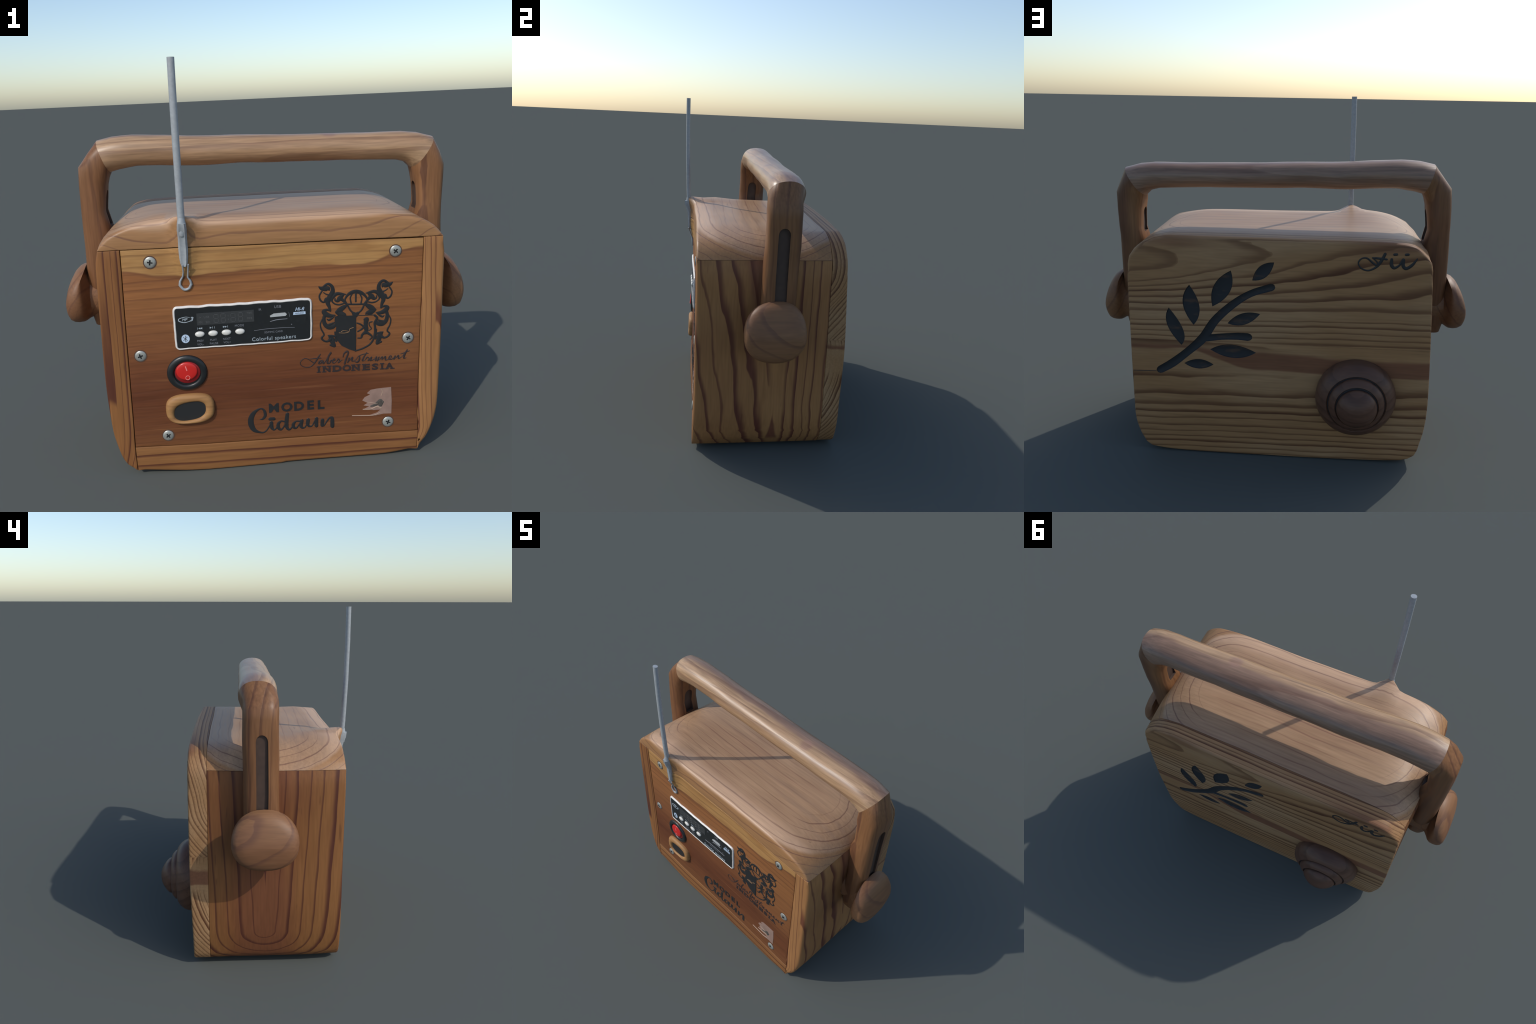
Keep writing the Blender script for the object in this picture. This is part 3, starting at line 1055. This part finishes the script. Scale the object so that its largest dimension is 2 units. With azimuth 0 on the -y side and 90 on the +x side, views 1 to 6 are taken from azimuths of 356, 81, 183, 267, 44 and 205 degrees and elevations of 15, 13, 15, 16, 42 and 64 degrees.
# torn tape
tp = Marks(on_front, height=0.0018)
tp.fill((.437, .352), (.470, .357), (.535, .360), (.539, .290), (.538, .222), (.500, .224), (.462, .217), (.428, .219), (.470, .232), (.486, .246), (.452, .246),
        (.408, .256), (.432, .266), (.405, .274), (.424, .285), (.398, .300), (.410, .316), (.436, .328), (.420, .336), smooth_it=False, grid=0.012)
tp.build("torn_tape", M_TAPE, RADIO)
tp = Marks(on_front, height=0.0030)
tp.stroke((.440, .268, .010), (.462, .274, .018), (.485, .292, .022), (.484, .268, .018), (.496, .286, .012))
tp.build("tape_scuff", M_TAPEDARK, RADIO)
tp = Marks(on_front, height=0.0030)
tp.stroke((.402, .253, .004), (.440, .252, .006), (.468, .263, .008), (.486, .256, .010))
tp.stroke((.350, .224, .003), (.400, .221, .004), (.450, .219, .004), (.482, .230, .003))
tp.stroke((.420, .290, .003), (.450, .283, .004), (.470, .278, .003))
tp.stroke((.488, .318, .003), (.494, .338, .004), (.490, .352, .003))
tp.build("tape_shred", M_TAPEWHITE, RADIO, stuff=True)


# ------------------------------------------------------------------ player module
MODULE = empty("player_module", RADIO)


def rounded_rect(x0, x1, z0, z1, r, wob=0.0, step=0.012):
    out = []
    for cx, cz, a0 in ((x1 - r, z1 - r, 0), (x0 + r, z1 - r, pi / 2), (x0 + r, z0 + r, pi), (x1 - r, z0 + r, 3 * pi / 2)):
        for k in range(6):
            a = a0 + k / 5 * pi / 2
            out.append(V((cx + r * cos(a), cz + r * sin(a))))
    Q = []
    for i in range(len(out)):
        a, b = out[i], out[(i + 1) % len(out)]
        m = max(1, int((b - a).length / step))
        Q += [a.lerp(b, k / m) for k in range(m)]
    return [q + V((mnoise.noise(V((q.x * 22, q.y * 22, 1))), mnoise.noise(V((q.x * 22, q.y * 22, 9))))) * wob for q in Q]


def frame_ring(name, outline_fn, profile, mat, parent, surface, angle=50):
    """Closed moulding: the profile (inset, height) swept round an outline."""
    base = outline_fn
    n = len(base)
    c = V((sum(p.x for p in base) / n, sum(p.y for p in base) / n))
    vs = []
    for ins, h in profile:
        for i in range(n):
            a, b, d = base[i - 1], base[i], base[(i + 1) % n]
            t = (d - a).normalized()
            nn = V((-t.y, t.x))
            if nn.dot(c - b) < 0:
                nn = -nn
            q = b + nn * ins
            vs.append(surface(q.x, q.y, h))
    fs = ring_faces(n, len(profile), False, False)
    m = len(profile)
    return mesh_object(name, vs, fs, mat, parent, angle)


DX0, DX1, DZ0, DZ1 = -0.456, 0.164, 0.629, 0.829
frame_ring("silver_bezel", rounded_rect(DX0, DX1, DZ0, DZ1, 0.018, 0.003),
           [(-0.004, -0.002), (-0.002, 0.003), (0.0, 0.0075), (0.002, 0.0090), (0.0045, 0.0090), (0.0062, 0.0080), (0.0072, 0.0050)], M_RIM, MODULE, on_front)
fc = Marks(on_front, height=0.0070)
fc.fill(*[tuple(p) for p in rounded_rect(DX0 + .006, DX1 - .006, DZ0 + .006, DZ1 - .006, 0.014)], smooth_it=False, grid=0.02)
fc.build("face_plate", M_BLACK, MODULE)


def on_face(x, z, d):
    p = on_front(x, z, 0.0070 + d)
    return p


lc = Marks(on_face, height=0.0012)
lc.fill((-.354, .740), (-.098, .740), (-.098, .796), (-.354, .796), smooth_it=False)
lc.build("display_window", M_LCD, MODULE)
sg = Marks(on_face, height=0.0018)
for cx in (-.268, -.236, -.192, -.159):           # idle seven-segment figures
    for z0 in (.757, .777):
        for s in (-1, 1):
            sg.stroke((cx + s * .0095, z0 - .0065, .0018), (cx + s * .0095, z0 + .0065, .0018))
    for z0 in (.7475, .767, .7865):
        sg.stroke((cx - .0065, z0, .0018), (cx + .0065, z0, .0018))
sg.stroke((-.214, .760, .003), (-.2135, .760, .003))
sg.stroke((-.214, .775, .003), (-.2135, .775, .003))
sg.text("USB", -.310, .777, .010)
sg.text("SD", -.306, .753, .010)
sg.text("FM", -.338, .753, .010)
sg.text(">", -.338, .777, .010)
sg.text("TRK", -.118, .783, .009)
sg.text("MP3", -.119, .758, .009)
sg.build("idle_segments", M_SEG, MODULE, stuff=True)

pr = Marks(on_face, height=0.0009)
pr.text("USB", .010, .803, .0125, 1.1)
pr.text("PREV", -.345, .6655, .0095)
pr.text("VOL-", -.345, .6485, .0095)
pr.text("PLAY", -.286, .6660, .0095)
pr.text("PAUSE", -.285, .6490, .0095)
pr.text("NEXT", -.226, .6665, .0095)
pr.text("VOL+", -.225, .6495, .0095)
pr.text("MODE", -.166, .7265, .0100, 1.05)
pr.text("SD/MMC CARD", -.012, .684, .0085, 1.05)
pr.text("IR", -.070, .795, .0100)
pr.build("small_print", M_DIMPRINT, MODULE, stuff=True)

pr = Marks(on_face, height=0.0009)
pr.text("Colorful speakers", -.011, .6545, .0175, 1.12)
pr.text("MP", -.409, .771, .013, 0.95, slant=0.3)
pr.text("3", -.379, .772, .019, 1.0, 0.02, 1.2, slant=0.3)
pr.stroke((-.384, .762, .002), (-.410, .757, .003), (-.434, .766, .004), (-.432, .776, .003), (-.404, .783, .002), (-.385, .780, .0015))
for cx, shapes in ((-.345, "|<<"), (-.286, ">||"), (-.227, ">>|")):      # transport signs
    for i, s in enumerate(shapes):
        u = cx + (i - 1) * .0085
        if s == "|":
            pr.stroke((u, .721, .0018), (u, .729, .0018))
        else:
            e = .0042 if s == ">" else -.0042
            pr.fill((u - e, .7205), (u + e, .725), (u - e, .7295), smooth_it=False)
pr.build("pale_print", M_PRINT, MODULE, stuff=True)

pr = Marks(on_face, height=0.0009)
pr.text("Hi-fi", .109, .784, .0155, 1.05, 0.006, slant=0.3)
pr.fill((.080, .7575), (.137, .7575), (.1365, .770), (.0815, .770), smooth_it=False)
pr.fill(*[(-.410 + .0185 * cos(a * pi / 10), .680 + .0205 * sin(a * pi / 10)) for a in range(20)], smooth_it=False)
pr.build("blue_print", M_BLUE, MODULE)
pr = Marks(on_face, height=0.0018)
pr.stroke((-.419, .6875, .0028), (-.402, .6715, .0028), (-.410, .665, .0028), (-.410, .695, .0028), (-.402, .6885, .0028), (-.419, .6725, .0028), step=0.02)
pr.text("AMPLIFIER", .109, .7637, .0065, 0.95)
pr.build("dark_print", M_INK, MODULE)

# buttons: glossy domes
BUTTONS = [-.345, -.2855, -.2255, -.1645]
vs, fs, NB = [], [], 18
for j, (r, h) in enumerate(((1.0, -0.002), (1.0, 0.003), (0.86, 0.006), (0.55, 0.0085), (0.2, 0.0092))):
    for i in range(NB):
        a = 2 * pi * i / NB
        vs.append((0.0215 * r * cos(a), -h, 0.0125 * r * sin(a) * (1 + 0.15 * (sin(a) < 0))))
fs = ring_faces(NB, 5)
first = None
for cx in BUTTONS:
    p = on_face(cx, .6985, 0.0)
    if first is None:
        first = mesh_object("push_button", vs, fs, M_BUTTON, MODULE, 60)
        o = first
    else:
        o = first.copy()
        link(o, MODULE)
    o.location = p

# card and USB slots
sl = Marks(on_face, height=0.004)
sl.fill((-.025, .756), (.045, .757), (.051, .764), (.044, .772), (-.008, .771), (-.026, .762), smooth_it=False)
sl.build("usb_socket", M_SLOTMETAL, MODULE)
sl = Marks(on_face, height=0.002)
sl.stroke((-.026, .734, .002), (.005, .740, .004), (.052, .741, .0025))
sl.stroke((-.100, .696, .0012), (-.050, .700, .0016), (.030, .700, .0016), (.085, .697, .0010))
sl.stroke((.060, .772, .0012), (.063, .760, .0018), (.063, .750, .0012))
sl.stroke((.071, .713, .004), (.073, .713, .003))
sl.build("slot_edge", M_DIMPRINT, MODULE, stuff=True)


# ------------------------------------------------------------------ rocker switch
def disc_rings(cx, cz, rx, rz, rings, surface, n=40, tilt=0.0):
    vs = []
    for r, h in rings:
        for i in range(n):
            a = 2 * pi * i / n
            vs.append(surface(cx + rx * r * cos(a), cz + rz * r * sin(a), h + tilt * sin(a) * r))
    return vs, ring_faces(n, len(rings))


SWITCH = empty("power_switch", RADIO)
SX, SZ = -.416, .511
vs, fs = disc_rings(SX, SZ, .092, .087, [(1.0, -0.004), (1.0, 0.003), (0.97, 0.008), (0.90, 0.0115), (0.80, 0.013), (0.72, 0.012), (0.67, 0.008), (0.655, 0.002)], on_front)
mesh_object("switch_collar", vs, fs, M_BLACK, SWITCH, 45)
vs, fs = disc_rings(SX + .002, SZ + .003, .058, .053, [(1.0, 0.001), (1.0, 0.006), (0.96, 0.008)], on_front)
mesh_object("switch_well", vs, fs, M_REDDARK, SWITCH, 45)
RX, RZ = SX - .001, SZ + .012
vs, fs = disc_rings(RX, RZ, .049, .043, [(1.0, 0.004), (1.0, 0.011), (0.95, 0.014), (0.85, 0.0155), (0.5, 0.016), (0.15, 0.0165)], on_front, tilt=-0.003)
mesh_object("rocker", vs, fs, M_RED, SWITCH, 45)
mk = Marks(lambda x, z, d: on_front(x, z, 0.0166 - 0.003 * (z - RZ) / 0.043 + d), height=0.0008)
mk.stroke((-.421, .547, .005), (-.416, .529, .005))
mk.stroke(*[(-.414 + .0095 * cos(a * pi / 8), .4935 + .0095 * sin(a * pi / 8), .0026) for a in range(17)], step=0.01)
mk.build("switch_mark", M_PINK, SWITCH)


# ------------------------------------------------------------------ wooden port ring
def pill(cx, cz, hw, hh, power=2.6, n=56, tilt=0.0):
    out = []
    for i in range(n):
        a = 2 * pi * i / n
        c, s = cos(a), sin(a)
        u = math.copysign(abs(c) ** (2 / power), c) * hw
        v = math.copysign(abs(s) ** (2 / power), s) * hh
        out.append((cx + u, cz + v + tilt * u))
    return out


PORT = empty("audio_port", RADIO)
rows = []
for f, d in ((0.0, -0.004), (0.0, 0.009), (0.08, 0.017), (0.25, 0.0230), (0.5, 0.025), (0.75, 0.023), (0.93, 0.016), (1.0, 0.005), (1.0, -0.004)):
    A = pill(-.414, .333, .113, .073, 2.9)
    B = pill(-.416, .322, .072, .044, 2.5, tilt=0.12)
    rows.append([on_front(a[0] + (b[0] - a[0]) * f, a[1] + (b[1] - a[1]) * f, d) for a, b in zip(A, B)])
mesh_object("port_ring", [v for r in rows for v in r], ring_faces(56, len(rows), False, False), M_PORT, PORT, 50)
ho = Marks(on_front, height=0.013)
ho.fill(*pill(-.416, .322, .074, .046, 2.5, 40, 0.12), smooth_it=False)
ho.build("port_socket", M_HOLE, PORT)


# ------------------------------------------------------------------ cross-head screws
def screw_mesh():
    prof = [(0.0255, -0.003), (0.0255, 0.001), (0.0235, 0.0030), (0.018, 0.0048), (0.011, 0.0058), (0.004, 0.0060)]
    n = 28
    vs = [(r * cos(2 * pi * i / n), -h, r * sin(2 * pi * i / n)) for r, h in prof for i in range(n)]
    o = mesh_object("screw", vs, ring_faces(n, len(prof)), [M_SCREW, M_HOLE], RADIO, 40)
    bars = []
    for w, l in ((0.0042, 0.0150), (0.0150, 0.0040)):
        q = [(-w, -l), (w, -l), (w, l), (-w, l)]
        bv = [(a, -0.03, b) for a, b in q] + [(a * 0.75, -0.0012, b * 0.75) for a, b in q]
        bars.append(cutter(bv, ring_faces(4, 2)))
    for b in bars:
        b.data.materials.clear()
        b.data.materials.append(M_SCREW)
        b.data.materials.append(M_HOLE)
        b.data.polygons.foreach_set("material_index", [1] * len(b.data.polygons))
    carve(o, bars)
    return o


SCREWS = [(-.540, 1.040, 10), (.548, 1.025, 38), (-.618, .607, 70), (.613, .606, 33), (-.526, .199, 55), (.522, .180, 20)]
proto = screw_mesh()
dark_discs = Marks(on_front, height=0.0004)  # flat dark discs, a little wider than the screw heads
for k, (sx, sz, turn) in enumerate(SCREWS):
    o = proto if k == 0 else link(proto.copy(), RADIO)
    p = on_front(sx, sz, 0.0)
    dark_discs.fill(*[(sx + .030 * cos(a * pi / 12), sz + .030 * sin(a * pi / 12)) for a in range(24)], smooth_it=False)
    o.location = p
    o.rotation_euler = (radians(random.uniform(-4, 4)), radians(turn), radians(random.uniform(-4, 4)))


dark_discs.build("countersink", plain("stained_screw_hole", (0.085, 0.040, 0.022), 0.6), RADIO, stuff=True)


# ------------------------------------------------------------------ handle: bar and two slotted legs
HANDLE = empty("carry_handle", RADIO)
# outer point, inner point (x, z) of each cross-section, round the arch from left to right
ARCH = [((-.880, .640), (-.770, .640)), ((-.892, .70), (-.765, .70)), ((-.891, .96), (-.762, .96)), ((-.889, 1.09), (-.738, 1.08)), ((-.886, 1.24), (-.766, 1.21)),
        ((-.877, 1.430), (-.753, 1.335)), ((-.829, 1.492), (-.744, 1.368)), ((-.783, 1.549), (-.730, 1.396)), ((-.71, 1.562), (-.690, 1.406)), ((-.615, 1.566), (-.60, 1.417)),
        ((-.3, 1.551), (-.3, 1.408)), ((0, 1.538), (0, 1.404)), ((.4, 1.527), (.4, 1.397)), ((.70, 1.520), (.67, 1.384)), ((.78, 1.511), (.72, 1.373)), ((.858, 1.490), (.750, 1.345)),
        ((.884, 1.426), (.758, 1.310)), ((.907, 1.366), (.765, 1.265)), ((.904, 1.18), (.770, 1.16)), ((.900, 1.07), (.738, 1.05)), ((.897, .93), (.765, .92)), ((.892, .68), (.766, .66)), ((.88, .61), (.77, .61))]
SEAM_L, SEAM_R = 7, 15


def handle_profile(k, x, z):
    """Centre in y, half depth and squareness at a cross-section."""
    t = clamp((x + 0.89) / 1.78)
    yc = -0.014 * (1 - t) - 0.050 * t
    leg = 0.0 if SEAM_L <= k <= SEAM_R else 1.0
    if leg:
        yc -= 0.012
    if leg and z < 1.25:
        yc -= 0.014 * smooth(1.25, 0.8, z) * (0.5 if x < 0 else 1.0)
    half = 0.094 - 0.006 * leg - (0.012 if k in (0, len(ARCH) - 1) else 0)
    return yc, half, 2.25 + 0.9 * leg


NSEC = 32
sections = []
dense = []
for k in range(len(ARCH) - 1):
    (a, b), (c, d) = ARCH[k], ARCH[k + 1]
    m = max(1, int(round((V(a) - V(c)).length / 0.05)))
    for s in range(m):
        dense.append((k + s / m))
dense.append(len(ARCH) - 1.0)
flat = [list(o) + list(i) + list(handle_profile(k, (o[0] + i[0]) / 2, (o[1] + i[1]) / 2)) for k, (o, i) in enumerate(ARCH)]
hv, seam_rows = [], []
for r, kk in enumerate(dense):
    k = min(int(kk), len(flat) - 2)
    s = kk - k
    row = [a + (b - a) * s for a, b in zip(flat[k], flat[k + 1])]
    ox, oz, ix, iz, yc, half, pw = row
    if kk in (SEAM_L, SEAM_R):
        seam_rows.append(r)
    for i in range(NSEC):
        an = 2 * pi * i / NSEC
        c, sn = cos(an), sin(an)
        u = math.copysign(abs(c) ** (2 / pw), c)
        w = math.copysign(abs(sn) ** (2 / pw), sn)
        e = 0.5 - 0.5 * u
        p = V((ox + (ix - ox) * e, yc + half * w, oz + (iz - oz) * e))
        n = mnoise.noise_vector(p * 5.0) * 0.004 + mnoise.noise_vector(p * 14.0) * 0.0015
        hv.append(p + n)
NR = len(dense)
hf = ring_faces(NSEC, NR)
tmp = mesh_object("handle_whole", hv, hf, [M_BAR, M_GROOVE], None, 40, recalc=True)
att = tmp.data.attributes.new("piece", "INT", "FACE")
piece = []
for f in range(len(tmp.data.polygons)):
    j = f // NSEC
    piece.append(9 if f >= NSEC * (NR - 1) else (1 if j < seam_rows[0] else (2 if j < seam_rows[1] else 3)))
piece = [(1 if f == NSEC * (NR - 1) else 3) if p == 9 else p for f, p in enumerate(piece)]
att.data.foreach_set("value", piece)


def slot_cutter(x0, x1, yc, z0, z1, w):
    """Stadium prism through the leg."""
    out = []
    for k in range(9):
        a = pi * k / 8
        out.append((yc + w * cos(a), z1 + w * sin(a) * 1.15))
    out += [(yc - w - 0.004, (z0 + z1) / 2), (yc - w - 0.003, z0), (yc + w - 0.003, z0), (yc + w - 0.003, (z0 + z1) / 2)]
    n = len(out)
    return cutter([(x0, y, z) for y, z in out] + [(x1, y, z) for y, z in out], ring_faces(n, 2))


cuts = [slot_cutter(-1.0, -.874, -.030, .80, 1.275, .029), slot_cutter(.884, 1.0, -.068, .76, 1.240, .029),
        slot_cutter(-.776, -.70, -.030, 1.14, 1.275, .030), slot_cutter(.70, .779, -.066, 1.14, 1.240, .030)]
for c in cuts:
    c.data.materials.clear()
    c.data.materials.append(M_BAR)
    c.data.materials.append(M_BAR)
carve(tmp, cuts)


def split_by_piece(src, names, mats, parent):
    """Separate faces into objects; all keep the normals of the whole."""
    me = src.data
    vals = [a.value for a in me.attributes["piece"].data]
    loops = [tuple(n.vector) for n in me.corner_normals]
    # faces made by the slot walls carry the value of the tool (0): give them to the nearest leg
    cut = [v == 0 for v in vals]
    for p in me.polygons:
        if vals[p.index] == 0:
            vals[p.index] = 1 if p.center.x < 0 else 3
    for key, (nm, mat) in enumerate(zip(names, mats), start=1):
        vmap, vs, fs, nn, mi = {}, [], [], [], []
        for p in me.polygons:
            if vals[p.index] != key:
                continue
            f = []
            for li in p.loop_indices:
                vi = me.loops[li].vertex_index
                if vi not in vmap:
                    vmap[vi] = len(vs)
                    vs.append(tuple(me.vertices[vi].co))
                f.append(vmap[vi])
                nn.append(loops[li])
            fs.append(f)
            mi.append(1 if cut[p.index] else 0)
        m2 = bpy.data.meshes.new(nm)
        m2.from_pydata(vs, [], fs)
        m2.materials.append(mat)
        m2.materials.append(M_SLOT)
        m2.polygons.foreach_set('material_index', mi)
        m2.polygons.foreach_set("use_smooth", [True] * len(m2.polygons))
        m2.normals_split_custom_set(nn)
        link(bpy.data.objects.new(nm, m2), parent)
    bpy.data.objects.remove(src)


split_by_piece(tmp, ("handle_leg", "handle_bar", "handle_leg"), (M_LEG, M_BAR, M_LEG), HANDLE)


# ------------------------------------------------------------------ mushroom knobs on the handle pivots
def pivot_knob(side, yc, zc, ry, rz):
    prof = [(0.755, 0.66), (0.84, 0.66), (0.878, 0.69), (0.896, 0.84), (0.906, 0.93), (0.920, 0.985), (0.940, 1.0), (0.960, 0.985), (0.976, 0.93),
            (0.988, 0.82), (0.995, 0.62), (0.999, 0.36), (1.0, 0.12)]
    n = 36
    vs = []
    for x, r in prof:
        for i in range(n):
            a = 2 * pi * i / n
            c, s = cos(a), sin(a)
            q = 2.3
            neck = smooth(0.91, 0.87, x)
            u = math.copysign(abs(c) ** (2 / q), c) * ry * r * (1 - 0.12 * neck)
            w = math.copysign(abs(s) ** (2 / q), s) * rz * r - 0.026 * neck
            if w < 0:
                w *= 0.94
            # the top of the cap leans in towards the leg
            xx = x - (0.052 * clamp((w / rz + 0.15) / 1.15) ** 1.4 * smooth(0.90, 0.95, x) if x > 0.9 else 0.0)
            p = V((side * xx, yc + u + 0.018 * neck * (1.3 if side > 0 else 0.3), zc + w))
            k = mnoise.noise_vector(p * 7.0) * 0.006 * clamp((x - 0.86) / 0.05) * clamp((1.0 - x) / 0.02)
            vs.append(p + k)
    return mesh_object("pivot_knob", vs, ring_faces(n, len(prof)), M_PIVOT, HANDLE, 50)


pivot_knob(-1, -.045, .795, .165, .150)
pivot_knob(1, -.094, .756, .156, .154)


# ------------------------------------------------------------------ turned tuning knob on the back
TKX, TKZ = -.409, .388
TUNER = empty("tuning_knob", RADIO)


def lathe_y(name, prof, cx, cz, mat, parent, n=56, squash=None):
    vs = []
    for r, y in prof:
        for i in range(n):
            a = 2 * pi * i / n
            x, z = r * cos(a), r * sin(a)
            if squash:
                x, z = squash(x, z, y)
            vs.append((cx + x, y, cz + z))
    return mesh_object(name, vs, ring_faces(n, len(prof)), mat, parent, 38)


lathe_y("knob_base", [(.198, .308), (.204, .330), (.206, .348), (.203, .366), (.195, .385), (.182, .402), (.168, .414), (.157, .421), (.152, .423), (.148, .420), (.144, .412), (.09, .412)], TKX, TKZ, M_TUNER, TUNER)
lathe_y("knob_groove", [(.149, .408), (.149, .4155), (.138, .4160), (.09, .4160)], TKX, TKZ, M_GROOVE, TUNER)
lathe_y("knob_step", [(.139, .410), (.1415, .425), (.137, .436), (.127, .446), (.117, .453), (.110, .456), (.107, .453), (.103, .446), (.07, .446)], TKX, TKZ, M_TUNER, TUNER)
lathe_y("knob_groove", [(.108, .442), (.108, .4490), (.098, .4495), (.06, .4495)], TKX, TKZ, M_GROOVE, TUNER)
lathe_y("knob_cap", [(.098, .446), (.1015, .460), (.098, .471), (.088, .483), (.075, .494), (.060, .504), (.043, .5125), (.024, .518), (.007, .520)], TKX, TKZ - .004, M_TUNER, TUNER)


# ------------------------------------------------------------------ antenna
ANT = empty("antenna", RADIO)


def tube(name, path, radii, mat, parent, n=14, open_end=False, wall=0.0055, oval=1.0):
    P = [V(p) for p in path]
    rows = []
    up = V((0, 1, 0.01))
    for i, p in enumerate(P):
        t = (P[min(i + 1, len(P) - 1)] - P[max(i - 1, 0)]).normalized()
        s = t.cross(up)
        s = s.normalized() if s.length > 1e-4 else V((1, 0, 0))
        b = s.cross(t).normalized()
        rows.append((p, s, b, radii[i]))
    if open_end:                          # turn inside at the tip: a hollow rod
        p, s, b, r = rows[-1]
        rows.append((p, s, b, r - wall))
        rows.append((p - (P[-1] - P[-2]).normalized() * 0.04, s, b, r - wall))
    vs = [p + s * (r * cos(2 * pi * k / n)) + b * (r * oval * sin(2 * pi * k / n)) for p, s, b, r in rows for k in range(n)]
    fs = ring_faces(n, len(rows))
    return mesh_object(name, vs, fs, mat, parent, 50)


rod = catmull([(-.3885, -.497, 1.19), (-.388, -.503, 1.28), (-.3860, -.510, 1.50), (-.384, -.512, 1.70), (-.381, -.511, 1.882)], step=0.05)
rr = [0.0150 + 0.0006 * (1 - i / len(rod)) for i in range(len(rod))]
tube("antenna_rod", rod, rr, M_STEEL, ANT, oval=0.85)
tube("antenna_socket", [(-.389, -.500, 1.160), (-.389, -.501, 1.178), (-.3888, -.500, 1.205), (-.3885, -.500, 1.222), (-.3885, -.5005, 1.238)], [.015, .0185, .0200, .0175, .0140], M_STEEL, ANT)


def strap():
    """Folded sheet-metal clip running down the front of the swelling."""
    stations = [(1.215, .018, .017), (1.185, .021, .015), (1.176, .020, .013), (1.14, .0195, .011), (1.10, .0205, .010), (1.06, .019, .010), (1.035, .016, .012), (1.022, .009, .016)]
    vs, n = [], 8
    for z, w, d in stations:
        x0 = ANT_X - 0.002 - (1.2 - z) * 0.012
        for u, h in ((-1, -0.4), (-1, .75), (-.62, 1.15), (-.3, .8), (.25, .8), (.6, 1.2), (1, .75), (1, -0.4)):
            q = on_front(x0 + u * w, min(z, 1.185), d * h)
            vs.append((q.x, q.y, z))
    return mesh_object("antenna_clip", vs, ring_faces(n, len(stations)), M_STEEL, ANT, 35)


strap()
eye = [(-.400, 1.030), (-.398, .995), (-.402, .972), (-.415, .950), (-.418, .932), (-.406, .914), (-.392, .909), (-.376, .916), (-.367, .934), (-.371, .952), (-.381, .968), (-.378, .995), (-.374, 1.032)]
ep = catmull([list(on_front(x, z, 0.004 + 0.012 * smooth(.97, 1.03, z))) for x, z in eye], step=0.008)
er = [0.0035 + 0.0028 * smooth(.98, .93, p[2]) for p in ep]
tube("antenna_hook", ep, er, M_STEEL, ANT, n=8)
